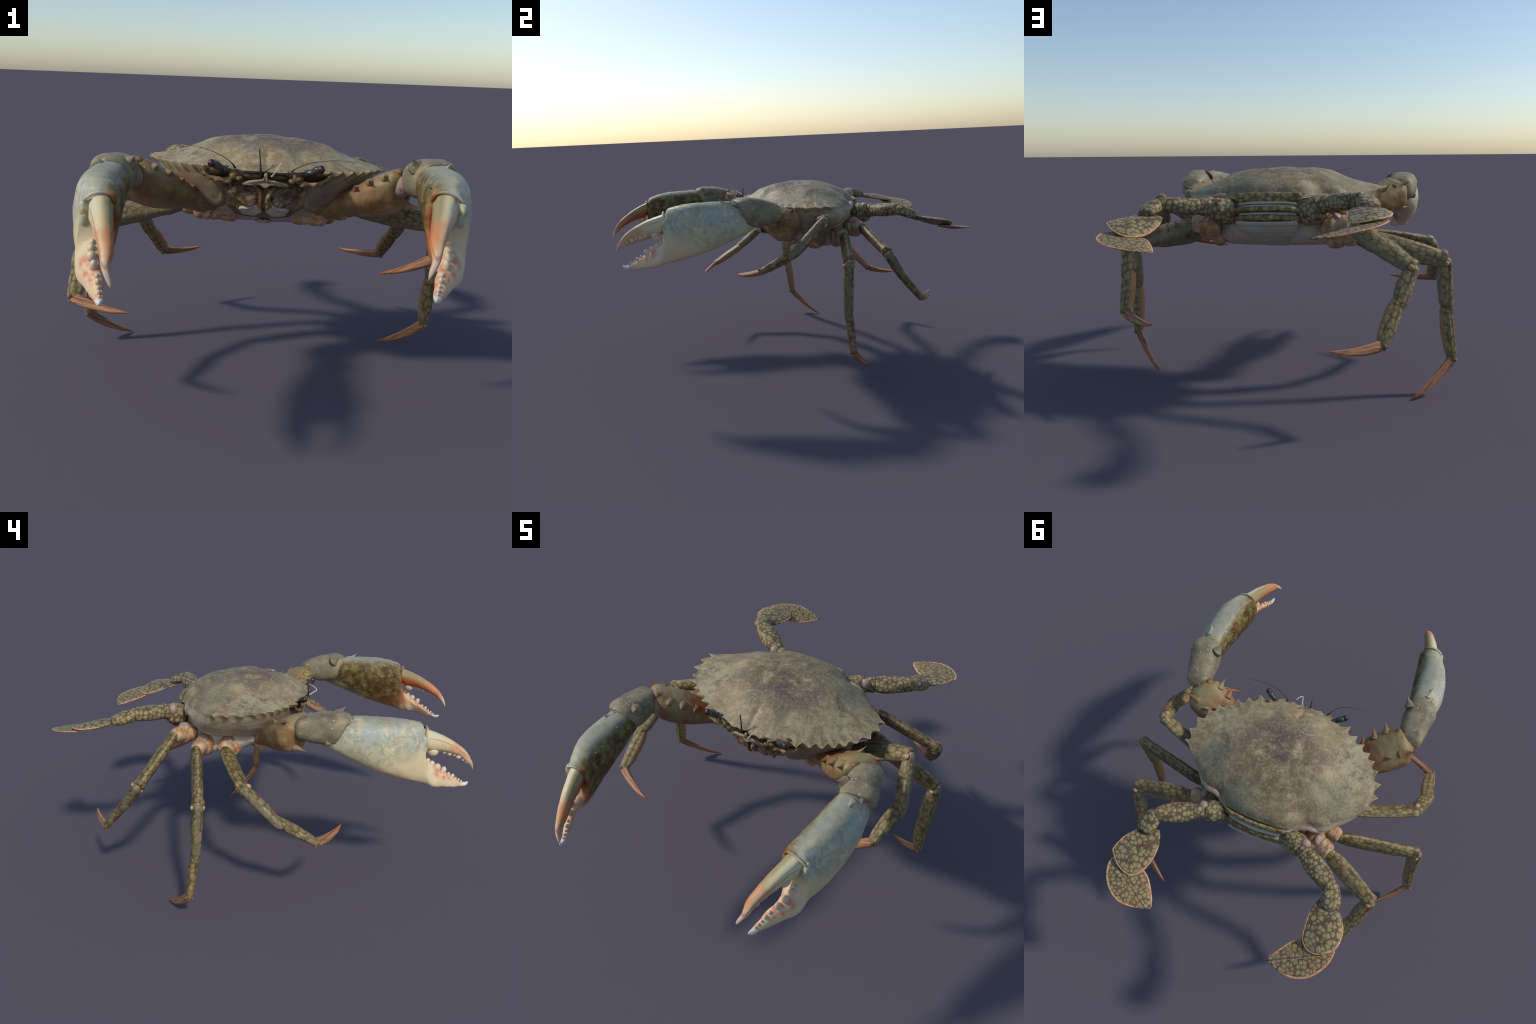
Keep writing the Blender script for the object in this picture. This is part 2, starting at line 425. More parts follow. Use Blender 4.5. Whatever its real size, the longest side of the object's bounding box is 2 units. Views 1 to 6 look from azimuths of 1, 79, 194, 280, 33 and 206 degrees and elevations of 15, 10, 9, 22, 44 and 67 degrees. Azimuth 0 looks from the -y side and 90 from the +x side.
def mat_finger():
    """object space: right-claw world axes about FING_O; the finger runs towards -y"""
    m = Mat('movable_finger_shell', .42, .4, .05)
    x, y, zc = m.xyz(0), m.xyz(1), m.xyz(2)
    n = m.noise(22, 4, .6)
    t = m.math('ADD', m.mul(y, -1), m.mul(m.math('SUBTRACT', n, .5), .06))
    flank = m.ramp(n, [(.3, srgb(216, 190, 144)), (.5, srgb(212, 200, 160)), (.7, srgb(198, 200, 172))])
    flank = m.mix(m.mul(m.mul(m.step(t, .06, .15), m.step(n, .35, .6)), .6), flank, srgb(216, 146, 100))
    # inward offset from the mid line of the finger
    side = m.math('SUBTRACT', m.mul(m.math('ADD', y, m.mul(m.mul(y, y), -.55)), .27), x)
    olive = m.mix(m.step(t, .10, .20), srgb(140, 128, 84), srgb(196, 128, 78))
    c = m.mix(m.mul(m.step(side, -.014, .010), .85), flank, olive)
    low = m.step(m.math('ADD', zc, m.mul(m.mul(y, y), 2.3)), .014, -.016)
    c = m.mix(m.mul(m.mul(m.step(side, -.004, .012), low), .9), c, srgb(186, 84, 40))
    c = m.mix(m.mul(m.mul(m.step(t, .11, .17), m.step(t, .23, .19)), .22), c, srgb(206, 100, 58))
    c = m.mix(m.mul(m.step(t, .205, .245), .8), c, srgb(204, 184, 162))
    line = m.step(m.math('ABSOLUTE', m.math('SUBTRACT', m.math('MULTIPLY_ADD', m.mul(y, y), 1.9, zc), .008)), .0035, .001)
    c = m.mix(m.mul(m.mul(line, m.step(t, .015, .05)), .6), c, srgb(176, 92, 60))
    return m.color(c).bump(m.noise(60, 3), .25, .003)

def mat_arm():
    m = Mat('claw_arm_shell', .42, .45)
    n = m.noise(11, 4, .6)
    c = m.ramp(n, [(.3, srgb(106, 96, 78)), (.5, srgb(132, 122, 98)), (.7, srgb(150, 137, 104))])
    c = m.mix(m.mul(m.step(m.noise(40, 4, .7), .5, .7), .4), c, srgb(172, 162, 126))
    c = claw_dots(m, c)
    return m.color(c).bump(m.noise(80, 3), .25, .003)

def mat_merus():
    m = Mat('claw_merus_shell', .42, .45)
    n = m.noise(11, 4, .6)
    c = m.ramp(n, [(.3, srgb(114, 78, 48)), (.5, srgb(140, 106, 70)), (.7, srgb(134, 118, 78))])
    c = m.mix(m.mul(m.step(m.noise(36, 4, .7), .5, .7), .45), c, srgb(168, 146, 104))
    x, y, zc = m.xyz(0), m.xyz(1), m.xyz(2)
    top = m.mul(m.step(y, .02, .06), .9)
    c = m.mix(m.mul(top, m.step(n, .3, .55)), c, srgb(146, 130, 90))
    c = m.mix(m.mul(m.mul(top, m.step(m.math('ADD', x, m.mul(n, .1)), .40, .22)), .85), c, srgb(136, 76, 46))
    c = m.mix(m.mul(m.step(y, -.03, -.07), .6), c, srgb(186, 146, 118))
    c = m.mix(m.mul(dots(m, 50, .2, .3), .6), c, srgb(204, 196, 160))
    return m.color(c).bump(m.noise(70, 4), .3, .004)

def mat_enamel():
    m = Mat('claw_tooth_enamel', .25, .55, .3)
    return m.color(m.ramp(m.noise(40), [(.3, srgb(212, 178, 136)), (.7, srgb(216, 208, 186))]))

def mat_spine():
    m = Mat('spine_tip', .4)
    return m.color(m.ramp(m.noise(60), [(.3, srgb(120, 108, 80)), (.7, srgb(186, 156, 116))]))

def mat_sternum():
    m = Mat('sternum_shell', .45, .4)
    n = m.noise(10, 5, .65)
    c = m.ramp(n, [(.3, srgb(184, 150, 116)), (.48, srgb(194, 182, 160)), (.7, srgb(190, 186, 176))])
    e = m.voro(8, 'DISTANCE_TO_EDGE', co=m.warp(9, .10))
    c = m.mix(m.mul(m.mul(m.step(e, .03, .008), .6), m.step(m.noise(7, 2), .35, .55)), c, srgb(158, 104, 66))
    return m.color(c).bump(n, .35, .008)

def mat_abdomen(pale):
    m = Mat('abdomen_pale' if pale else 'abdomen_band', .42, .4)
    n = m.noise(16, 4, .6, co=m.mapping((.5, 1, 1)))
    if pale:
        c = m.ramp(n, [(.3, srgb(176, 164, 138)), (.7, srgb(190, 186, 174))])
        c = m.mix(m.mul(m.step(m.noise(1, 3, .6, co=m.mapping((6, 10, 60))), .55, .75), .4), c, srgb(146, 130, 98))
    else:
        c, h = reticulate(m, 34, srgb(112, 92, 54), (srgb(132, 114, 72), srgb(154, 138, 94), srgb(160, 150, 112)), .12)
        c = m.mix(m.mul(m.step(m.noise(20, 3), .5, .7), .6), c, srgb(128, 100, 60))
    return m.color(c).bump(n, .25, .004)

def mat_face():
    m = Mat('face_shell', .45, .4)
    n = m.noise(18, 5, .65, dist=.8)
    c = m.ramp(n, [(.28, srgb(58, 44, 24)), (.42, srgb(104, 84, 50)), (.56, srgb(150, 122, 88)), (.72, srgb(178, 164, 136))])
    return m.color(c).bump(n, .6, .008)

def mat_plain(name, stops, rough=.45, scale=20, coat=0, bump=.3):
    m = Mat(name, rough, .45, coat)
    n = m.noise(scale, 4, .6, dist=.6)
    return m.color(m.ramp(n, stops)).bump(n, bump, .005)

M_CAR = mat_carapace().m; M_TIP = mat_tooth_tip().m
M_LEG = mat_leg().m; M_LCAR = mat_leg_carpus().m; M_PROP = mat_propodus().m; M_DAC = mat_dactyl().m
M_JOINT = mat_joint().m; M_MEMB = mat_membrane().m
M_PAD1 = mat_paddle('swimming_propodus_shell', 42, False).m
M_PAD2 = mat_paddle('swimming_paddle_shell', 50, True).m
M_SWIM = mat_paddle('swimming_leg_shell', 46, False).m
M_FRINGE = mat_fringe().m
M_PALM = mat_palm().m; M_FING = mat_finger().m; M_ARM = mat_arm().m; M_MERUS = mat_merus().m
M_ENAM = mat_enamel().m; M_SPINE = mat_spine().m
M_STERN = mat_sternum().m; M_ABP = mat_abdomen(True).m; M_ABB = mat_abdomen(False).m
M_FACE = mat_face().m
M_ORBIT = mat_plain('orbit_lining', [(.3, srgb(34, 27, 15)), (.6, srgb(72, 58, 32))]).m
M_STALK = mat_plain('eyestalk_shell', [(.3, srgb(34, 38, 36)), (.55, srgb(66, 70, 62)), (.75, srgb(110, 110, 86))], .25, 40, .4).m
M_EYE = mat_plain('cornea', [(.3, srgb(38, 12, 10)), (.7, srgb(84, 28, 22))], .15, 30, .8, .05).m
M_ANT = mat_plain('antenna_dark', [(.3, srgb(34, 34, 30)), (.7, srgb(62, 60, 50))], .4).m
M_ANTW = mat_plain('antenna_pale', [(.3, srgb(210, 180, 150)), (.7, srgb(226, 214, 196))], .4).m
M_MAX = mat_plain('maxilliped_shell', [(.28, srgb(54, 40, 24)), (.45, srgb(102, 80, 54)), (.58, srgb(134, 108, 82)), (.74, srgb(158, 136, 110))], .4, 30).m
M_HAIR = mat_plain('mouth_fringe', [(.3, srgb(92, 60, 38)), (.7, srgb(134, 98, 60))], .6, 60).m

# ------------------------------------------------------------------ the crab
crab = bpy.data.objects.new('mud_crab', None); COL.objects.link(crab); WORLD[crab.name] = Matrix.Identity(4)
crab['label'] = 'olive grey mud crab with large pale blue claws and paddle legs'
crab['category'] = 'crab'
CX = .012                       # body mid plane
def body_matrix():
    # tilt about the body centre
    return Matrix.Translation((CX, 0, .9)) @ Matrix.Rotation(math.radians(1.1), 4, 'Y') @ Matrix.Translation((0, 0, -.9))
BODY = body_matrix()

# ---- carapace: half outline as notches (N) and tooth tips (T), front middle to rear middle
TOOTH_DEPTH = .004
HALF = [('N', 0, -.197), ('T', .022, -.212), ('N', .046, -.202), ('T', .073, -.211), ('N', .095, -.198), ('T', .122, -.208),
        ('N', .168, -.170), ('T', .178, -.176), ('N', .192, -.164), ('T', .240, -.183), ('N', .250, -.139), ('T', .288, -.147),
        ('N', .300, -.110), ('T', .335, -.119), ('N', .344, -.083), ('T', .376, -.086), ('N', .382, -.053), ('T', .411, -.053),
        ('N', .415, -.016), ('T', .443, -.011), ('N', .446, .038), ('T', .479, .048), ('N', .464, .100), ('T', .488, .118),
        ('N', .462, .166), ('T', .485, .179), ('N', .440, .212)]
REAR = [(.440, .212), (.397, .250), (.352, .292), (.327, .324), (.303, .346), (.272, .354), (.240, .353), (.208, .363), (.178, .390), (.150, .411), (.100, .421), (.05, .4255), (0, .427)]
ZM = [(-.212, .893), (-.18, .905), (-.1, .902), (0, .902), (.18, .900), (.25, .890), (.31, .880), (.36, .884), (.39, .890), (.43, .893)]

HALF = [(k, x - TOOTH_DEPTH*.9, y + TOOTH_DEPTH*.5) if k == 'N' and x > .245 and y < .2 else (k, x, y) for k, x, y in HALF]
def half_outline():
    base, off = [], []
    for i in range(0, len(HALF) - 1, 2):
        a, t, b = V(*HALF[i][1:]), V(*HALF[i + 1][1:]), V(*HALF[i + 2][1:])
        ab = b - a; ft = np.clip(((t - a) @ ab) / (ab @ ab), .15, .85)
        front = i < 6
        n = 22 if i != 4 else 30
        for f in np.linspace(0, 1, n, endpoint=False):
            k = f/ft if f < ft else (1 - f)/(1 - ft)
            k = k**(1.1 if front else 1.6)
            base.append(a + ab*f); off.append((t - (a + ab*ft))*k)
    for p in catmull(REAR, 140):
        base.append(p); off.append(V(0, 0))
    return np.array(base), np.array(off)

CEN0 = V(0, .10)
hb, ho = half_outline()
# smooth the tooth-free outline used for the inner rings
def smooth(P, k):
    for _ in range(k):
        P[1:-1] = .25*P[:-2] + .5*P[1:-1] + .25*P[2:]
    return P
hs = smooth(hb.copy(), 60)
def smooth_loop(P, k):
    for _ in range(k):
        P = .25*np.roll(P, 1, 0) + .5*P + .25*np.roll(P, -1, 0)
    return P
full = lambda h: np.vstack([h, (h[1:-1] * V(-1, 1))[::-1]])
OB, OS = full(hb), full(hs)
OO = full(ho)
OV = smooth_loop(OB.copy(), 2500)
OV = CEN0 + (OV - CEN0)*1.035
NO = len(OB)
zm = np.interp(OB[:, 1], *zip(*ZM))
zm[np.abs(OB[:, 0]) < .2] = np.where(OB[np.abs(OB[:, 0]) < .2][:, 1] > .3, .893, zm[np.abs(OB[:, 0]) < .2])
zm = np.convolve(np.r_[zm[-9:], zm, zm[:9]], np.ones(19)/19, 'valid')
CEN = V(0, .10)
LAT = [(0, 1), (.2, .97), (.41, .89), (.52, .765), (.62, .57), (.72, .38), (.82, .23), (.93, .08), (1, 0)]
DIA = [(0, 1), (.2, .95), (.41, .78), (.55, .58), (.68, .39), (.80, .23), (.92, .085), (1, 0)]
FRO = [(0, 1), (.33, .945), (.49, .84), (.656, .64), (.82, .38), (.95, .12), (1, 0)]
BAK = [(0, 1), (.24, .98), (.47, .90), (.7, .70), (.87, .45), (.95, .25), (1, 0)]
PLA = [(0, 1), (.25, .975), (.5, .86), (.7, .645), (.85, .385), (.95, .17), (1, 0)]
ang = np.arctan2(OS[:, 0]*np.sign(OS[:, 0] + 1e-9), -(OS[:, 1] - CEN[1]))      # 0 front, pi/2 side, pi rear
A_ = [0, .75, 1.25, 1.7, 2.2, 2.75, math.pi]
def dome(r):
    """height share at radius r (one value per outline point)"""
    r = np.clip(np.broadcast_to(r, (NO,)), 0, 1)
    f, d, l, p, b = [pchip([q[0] for q in prof], [q[1] for q in prof], r) for prof in (FRO, DIA, LAT, PLA, BAK)]
    K = np.array([f, .3*f + .7*d, d, l, p, b, b])
    k = np.clip(np.searchsorted(A_, ang, side='right') - 1, 0, len(A_) - 2)
    t = (ang - np.array(A_)[k])/(np.array(A_)[k + 1] - np.array(A_)[k]); t = t*t*(3 - 2*t); i = np.arange(NO)
    return K[k, i]*(1 - t) + K[k + 1, i]*t
def cara_relief(x, y):
    """gentle regions: grooves round the gastric area, cardiac boss, branchial swell"""
    g = lambda px, py, sx, sy: np.exp(-((np.abs(x) - px)/sx)**2 - ((y - py)/sy)**2)
    z = -.009*g(.085, .06, .03, .07) - .008*g(0, .145, .07, .018) + .005*g(0, .22, .06, .05) + .006*g(.17, -.02, .07, .05)
    z += .008*g(.06, -.10, .045, .03) - .006*g(0, -.15, .014, .05) - .006*g(.13, -.1, .03, .04)
    # fine raised ridge from the last tooth inward and the gastric line
    z += .0012*np.exp(-((y - (.15 - .28*(np.abs(x) - .3)**1))/.006)**2) * ((np.abs(x) > .25) & (np.abs(x) < .45))
    z += .002*np.exp(-((y - (-.03 - .9*(np.abs(x)-.06)**2*4))/.004)**2) * (np.abs(x) < .11) * (np.abs(x) > .012)
    return z
rows, NT = [], 70
tt = np.linspace(0, 1, NT + 1)[1:]
tt = 1 - (1 - tt)**1.35
for r in tt:
    w = np.clip((r - .86)/.14, 0, 1)
    g = np.clip((r - .74)/.26, 0, 1); g = g*g*(3 - 2*g)
    smo = OV*(1 - g) + OS*g
    P = CEN + (smo*(1 - w**2) + OB*w**2 - CEN)*r + OO*w**2.0
    H = 1.002 - zm
    reff = np.linalg.norm(P - CEN, axis=1)/np.linalg.norm(OS - CEN, axis=1)
    z = zm + H*dome(reff)
    zz = z + cara_relief(P[:, 0], P[:, 1])*(1 - w)
    # each tooth is a little ridge, hollows between
    zz += .004*np.sin(np.pi*w)*(np.linalg.norm(OO, axis=1)/.03)
    rows.append(np.c_[P, zz])
# lower rim, paired with the outline
RIM = [(0, -.15, .868), (.09, -.152, .860), (.160, -.130, .822), (.156, -.122, .772), (.162, -.104, .742), (.190, -.075, .730), (.235, -.015, .734), (.282, .055, .745),
       (.314, .13, .750), (.335, .215, .758), (.332, .255, .764), (.322, .280, .776), (.312, .308, .795), (.299, .332, .825), (.272, .350, .856),
       (.24, .362, .872), (.208, .37, .876), (.178, .396, .872), (.150, .418, .868), (.1, .428, .866), (0, .434, .864)]
RKEY = [0, .1, .17, .24, .288, .335, .39, .443, .479, .488]          # by |x| along the toothed part
s_half = np.r_[0, np.cumsum(np.linalg.norm(np.diff(hs, axis=0), axis=1))]; s_half /= s_half[-1]
def s_of(x, y): return s_half[np.argmin((hs[:, 0] - x)**2 + (hs[:, 1] - y)**2)]
KEYS = [(0, -.2), (.09, -.2), (.165, -.18), (.235, -.16), (.29, -.125), (.37, -.07), (.42, -.02), (.455, .05), (.47, .13), (.44, .21), (.42, .235), (.397, .25), (.352, .292), (.327, .324),
        (.290, .350), (.24, .353), (.208, .363), (.178, .39), (.15, .411), (.1, .421), (0, .427)]
sk = np.array([s_of(*k) for k in KEYS]); sk[0] = 0; sk[-1] = 1
rim_h = pchip(sk, np.array(RIM), s_half)
LR = np.vstack([rim_h, (rim_h[1:-1]*V(-1, 1, 1))[::-1]])
edge = rows[-1]
nw = 26
for k in range(1, nw + 1):
    f = k/nw
    t = f
    p = edge*(1 - t) + LR*t
    inner = np.c_[OB, zm]*(1 - t) + LR*t
    w = (1 - min(1, f*5))
    q = inner*(1 - w) + (edge*(1 - t) + LR*t)*w
    out = np.c_[OS - CEN, np.zeros(NO)]; out /= np.linalg.norm(out, axis=1)[:, None]
    bul = np.interp(ang, A_, [.0, .008, .020, .027, .014, .0, .0])
    q = q + out*(bul*4*t*(1 - t))[:, None]
    q[:, 2] -= .004*(1 - w)*(1 - t)
    # a raised lip along the lower rim
    q += out*(.006*np.exp(-((t - .93)/.05)**2))
    rows.append(q)
last = rows[-1]
for k, (dx, dz) in enumerate(((.02, .004), (.05, .012))):
    q = last.copy(); q[:, :2] = CEN + (q[:, :2] - CEN)*(1 - dx*2); q[:, 2] += dz; rows.append(q)
R = np.array(rows)
# grain of the shell
Pn = R.reshape(-1, 3); nn = (fbm(Pn, 13, 2, 1)*.0020 + fbm(Pn, 60, 2, 2)*.0008).reshape(R.shape[0], R.shape[1])
R[:, :, 2] += nn
verts = [np.r_[CEN, 1.002 + cara_relief(np.array([0.]), np.array([.1]))[0]]]
faces, fm = [], []
verts += list(R.reshape(-1, 3))
for j in range(NO):
    faces.append((0, 1 + j, 1 + (j + 1) % NO)); fm.append(0)
on = np.linalg.norm(OO, axis=1)
for i in range(R.shape[0] - 1):
    for j in range(NO):
        a = 1 + i*NO + j; b = 1 + i*NO + (j + 1) % NO
        faces.append((a, a + NO, b + NO, b))
        big = on[j] > .016 and abs(OB[j, 0]) > .2
        fm.append(1 if big and NT - 3 <= i <= NT else 0)
car = place('carapace', make_mesh('carapace', verts, faces, [M_CAR, M_TIP], face_mats=fm), crab, BODY)

# ---- thorax core (sternum) under the carapace
LV = [(.643, .19, .13, .235), (.647, .240, .10, .27), (.660, .272, .06, .315), (.682, .278, .01, .362), (.708, .280, -.045, .395),
      (.74, .276, -.09, .415), (.78, .270, -.115, .425), (.82, .262, -.125, .43), (.86, .24, -.125, .425), (.885, .20, -.11, .40)]
zl = np.array([l[0] for l in LV]); q = pchip(zl, np.array([l[1:] for l in LV]), np.linspace(zl[0], zl[-1], 40)); zq = np.linspace(zl[0], zl[-1], 40)
th = np.linspace(0, 2*np.pi, 120, endpoint=False)
R = np.empty((40, 120, 3))
for i in range(40):
    hw, yf, yb = q[i]
    R[i, :, 0] = hw*spow(np.cos(th), .75); R[i, :, 1] = (yf + yb)/2 + (yb - yf)/2*spow(np.sin(th), .62); R[i, :, 2] = zq[i]
# plates between the legs
gl = np.abs(R[:, :, 0]) > .12
R[:, :, 0] *= 1 + .03*np.sin(R[:, :, 1]*2*np.pi/.105 + .6)*gl
relief(R, .006, 16, 3)
sternum = place('sternum', make_mesh('sternum', *grid(R), [M_STERN]), crab, BODY)

# ---- abdomen: bands across the rear and a pale flap folded under
def band(y, z, hw, hy, hz, drop=0.0, arch=0.0, hook=0.0, ex=2.4, name='abdomen_band', mat=None, tiltz=0.0):
    u = np.linspace(-1, 1, 61); th = np.linspace(0, 2*np.pi, 20, endpoint=False)
    R = np.empty((61, 20, 3))
    e = np.sqrt(np.clip(1 - np.clip((np.abs(u) - .93)/.07, 0, 1)**2, .03, 1))
    yc = y - .016*u**2 - hook*.2*np.abs(u)**8
    zc = z + arch*(1 - u**2) - drop*np.abs(u)**6 + .0012*np.array([mnoise.noise(Vector((float(a)*4 + z*90, y*70, .3))) for a in u])
    R[:, :, 0] = (u*hw)[:, None]
    hyy = hy*e; hzz = hz*e*(1 + hook*10*np.abs(u)**10)
    R[:, :, 1] = yc[:, None] + hyy[:, None]*spow(np.cos(th), 2/ex)
    R[:, :, 2] = zc[:, None] + hzz[:, None]*spow(np.sin(th), 2/ex)
    relief(R, .0016, 60, y*50 + z*31)
    return make_mesh(name, *grid(R), [mat or M_ABB])
# the flap first: it is the part, the bands are its pieces
prof = [(.462, .778), (.447, .757), (.418, .728), (.378, .700), (.325, .675), (.27, .660), (.20, .653), (.13, .653), (.06, .662), (.0, .675)]
pc = catmull(prof, 70); tw = np.linspace(0, 1, 70)
hw = pchip([0, .05, .25, .4, .6, .85, 1], [.130, .138, .112, .082, .062, .035, .008], tw)
R = np.empty((70, 49, 3)); u = np.linspace(-1, 1, 49)
nrm = np.gradient(pc, axis=0); nrm = np.c_[nrm[:, 1], -nrm[:, 0]]; nrm /= np.linalg.norm(nrm, axis=1)[:, None]
outw = -nrm if (nrm[10] @ V(1, -1)) < 0 else nrm
th_ = .009*(1 - np.abs(u)**6)
seg = -.003*np.exp(-((tw[:, None] - np.array([.10, .22, .40])[None, :])/.008)**2).sum(1)
R[:, :, 0] = hw[:, None]*u
R[:, :, 1] = pc[:, 0:1] + outw[:, 0:1]*(th_ + seg[:, None])
R[:, :, 2] = pc[:, 1:2] + outw[:, 1:2]*(th_ + seg[:, None]) + .003*np.cos(u*3)*0
v, f = grid(R, closed_ring=False, cap=False)
edges = [path_tube([R[i, j] for i in range(0, 70, 6)], .0022, 60, 8) for j in (0, -1)]
abd = place('abdomen', make_mesh('abdomen_flap', v, f, [M_ABP]), crab, BODY)
mod = abd.modifiers.new('Solidify', 'SOLIDIFY'); mod.thickness = .012; mod.offset = 0
place('abdomen_seam', make_mesh('abdomen_seam', *join(edges), [mat_plain('seam_brown', [(.3, srgb(118, 76, 48)), (.7, srgb(160, 108, 74))], .5, 40).m]), abd, BODY)
for (y, z, hwid, hy, hz, drop, arch, hook) in ((.442, .876, .152, .009, .020, 0, .002, 0),
                                               (.451, .851, .132, .010, .0062, .004, .004, 0), (.452, .838, .124, .009, .0058, .004, .004, 0),
                                               (.462, .824, .150, .011, .0110, .010, .006, .05), (.455, .805, .132, .009, .0064, .002, .004, 0),
                                               (.463, .787, .155, .011, .0125, .010, .004, .04)):
    pale = hz < .0065
    place('abdomen_band', band(y, z, hwid, hy, hz, drop, arch, hook, mat=M_ABP if pale else M_ABB), abd, BODY)

# ---- face: front wall, epistome, orbits, eyes, mouth plates, antennae
def patch(fn, nu=50, nv=40):
    U, W = np.meshgrid(np.linspace(-1, 1, nu), np.linspace(0, 1, nv), indexing='ij')
    P = fn(U, W); return grid(P, closed_ring=False, cap=False)
def wall(U, W):
    # from under the front edge (W=0) down to the mouth floor (W=1)
    z = .890 - .19*W; wid = .215 - .10*W**1.2
    x = U*wid
    y = -.150 - .035*np.sin(W*np.pi)**1.0 + .05*np.abs(U)**2.2 + .22*np.clip(W - .72, 0, 1)
    # hollows of the orbits
    ox = np.abs(x); y = y + .045*np.exp(-((ox - .165)/.045)**2 - ((z - .885)/.022)**2)
    return np.stack([x, y, z], -1)
v, f = patch(wall, 120, 60)
P = np.array(v); P[:, 1] += fbm(P, 40, 4, 5)*.006
FACE_M = BODY @ Matrix.Translation((0, .032, 0))
face = place('face', make_mesh('face', list(P), f, [M_FACE]), crab, FACE_M)
mod = face.modifiers.new('Solidify', 'SOLIDIFY'); mod.thickness = .012; mod.offset = 0
def plate(pts, thick, nm, mat, rough=.003):
    """low cushion-shaped plate over a closed outline, facing forward"""
    pts = np.array(pts, float); c = pts.mean(0)
    loop = catmull(np.vstack([pts[-1:], pts, pts[:2]]), (len(pts) + 2)*10 + 1)[10:-20]
    nv = np.linalg.svd(pts - c)[2][2]; nv = nv if nv[1] < 0 else -nv
    rr = [.02, .3, .6, .80, .92, 1.0, 1.0, .8]; hh = [.75, .88, 1.0, 1.0, .8, .25, -.6, -1]
    R = np.array([c + (loop - c)*a + nv*thick*b for a, b in zip(rr, hh)])
    P = R.reshape(-1, 3); P[:, 1] += fbm(P, 50, 3, 9)*rough
    return make_mesh(nm, *grid(R), [mat])
M_EPI = mat_plain('epistome_shell', [(.3, srgb(112, 92, 62)), (.5, srgb(150, 132, 104)), (.7, srgb(172, 164, 142))], .5, 34).m
ep = [(0, -.207, .893), (.007, -.206, .888), (.008, -.205, .874), (.022, -.200, .866), (.052, -.196, .861), (.085, -.190, .850), (.080, -.188, .841), (.05, -.192, .848), (.022, -.196, .847), (.008, -.197, .838)]
ep = ep + [(0, -.197, .835)] + [(-x, y, z) for x, y, z in ep[:0:-1]]
place('epistome', plate(ep, .007, 'epistome', M_EPI), face, BODY)
for sx in (-1, 1):
    rim = [(.243*sx, -.165, .893), (.232*sx, -.172, .876), (.205*sx, -.178, .862), (.165*sx, -.182, .856), (.128*sx, -.184, .862), (.108*sx, -.188, .880), (.112*sx, -.19, .898)]
    rv = path_tube(rim, .0085, 50, 12, taper=[(0, .5), (.15, 1), (.5, .9), (.85, 1.2), (1, .6)])
    P = np.array(rv[0]); P += (fbm(P, 60, 3, 6)*.004)[:, None]
    place('orbit_rim', make_mesh('orbit_rim', list(P), rv[1], [M_FACE]), face, BODY)
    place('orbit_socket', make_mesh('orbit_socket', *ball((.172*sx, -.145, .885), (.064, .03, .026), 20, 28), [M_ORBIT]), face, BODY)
    lobe = join([ball((.120*sx, -.186, .872), (.016, .012, .013)), ball((.098*sx, -.192, .866), (.013, .010, .010)), ball((.140*sx, -.183, .851), (.016, .011, .009))])
    place('antenna_base', make_mesh('antenna_base', *lobe, [M_FACE]), face, BODY)
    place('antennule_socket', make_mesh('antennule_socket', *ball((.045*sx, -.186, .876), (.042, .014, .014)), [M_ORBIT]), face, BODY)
    # eyestalk and cornea
    e0, e1 = V(.135*sx, -.165, .893), V(.199*sx, -.204, .919)
    sv = path_tube([e0, .6*e0 + .4*e1 + V(0, -.006, -.004), e1], .0155, 24, 16, taper=[(0, .7), (.3, .85), (.62, .72), (.85, 1.0), (1, .75)])
    P = np.array(sv[0]); P += (fbm(P, 70, 2, 8)*.003)[:, None]
    stalk = place('eyestalk', make_mesh('eyestalk', list(P), sv[1], [M_STALK]), face, BODY)
    place('eye', make_mesh('eye', *ball(e1 + V(.003*sx, -.004, -.001), (.0150, .0150, .0155), 18, 24), [M_EYE]), face, BODY)
    # third maxilliped: merus plate, ischium plate, outer palp
    X = lambda L: [(x*sx, y, z) for x, y, z in L]
    place('maxilliped_merus', plate(X([(.020, -.186, .822), (.024, -.192, .790), (.036, -.192, .764), (.066, -.188, .756), (.100, -.178, .772), (.128, -.166, .806), (.124, -.166, .826), (.098, -.178, .836), (.058, -.188, .832)]), .009, 'maxilliped_merus', M_MAX, .006), face, FACE_M)
    place('maxilliped_ischium', plate(X([(.006, -.168, .735), (.030, -.186, .765), (.064, -.182, .752), (.092, -.168, .748), (.096, -.155, .736), (.080, -.135, .718), (.03, -.140, .714)]), .008, 'maxilliped_ischium', M_STERN), face, FACE_M)
    place('maxilliped_exopod', plate(X([(.084, -.154, .732), (.098, -.154, .732), (.132, -.154, .790), (.150, -.150, .828), (.136, -.156, .828), (.110, -.160, .778)]), .009, 'maxilliped_exopod', M_MAX, .004), face, FACE_M)
    palp = path_tube([(.034*sx, -.196, .832), (.020*sx, -.202, .818), (.014*sx, -.203, .79), (.012*sx, -.196, .762), (.006*sx, -.186, .742)], .011, 30, 12, taper=[(0, .8), (.3, 1), (.6, .8), (1, .25)])
    P = np.array(palp[0]); P += (fbm(P, 90, 2, 4)*.003)[:, None]
    place('maxilliped_palp', make_mesh('maxilliped_palp', list(P), palp[1], [M_HAIR if sx < 0 else M_FACE]), face, FACE_M)
    # long antenna
    if sx < 0:
        pts = [(-.103, -.200, .905), (-.118, -.212, .925), (-.150, -.235, .950), (-.215, -.245, .974), (-.295, -.243, .985)]
    else:
        pts = [(.106, -.200, .903), (.125, -.208, .918), (.18, -.225, .943), (.26, -.225, .955), (.345, -.21, .952)]
    ant = join([path_tube([V(*p) - V(CX, 0, 0) for p in pts], .0026, 60, 8, taper=[(0, 1.8), (.12, 1.2), (.2, .7), (1, .16)])])
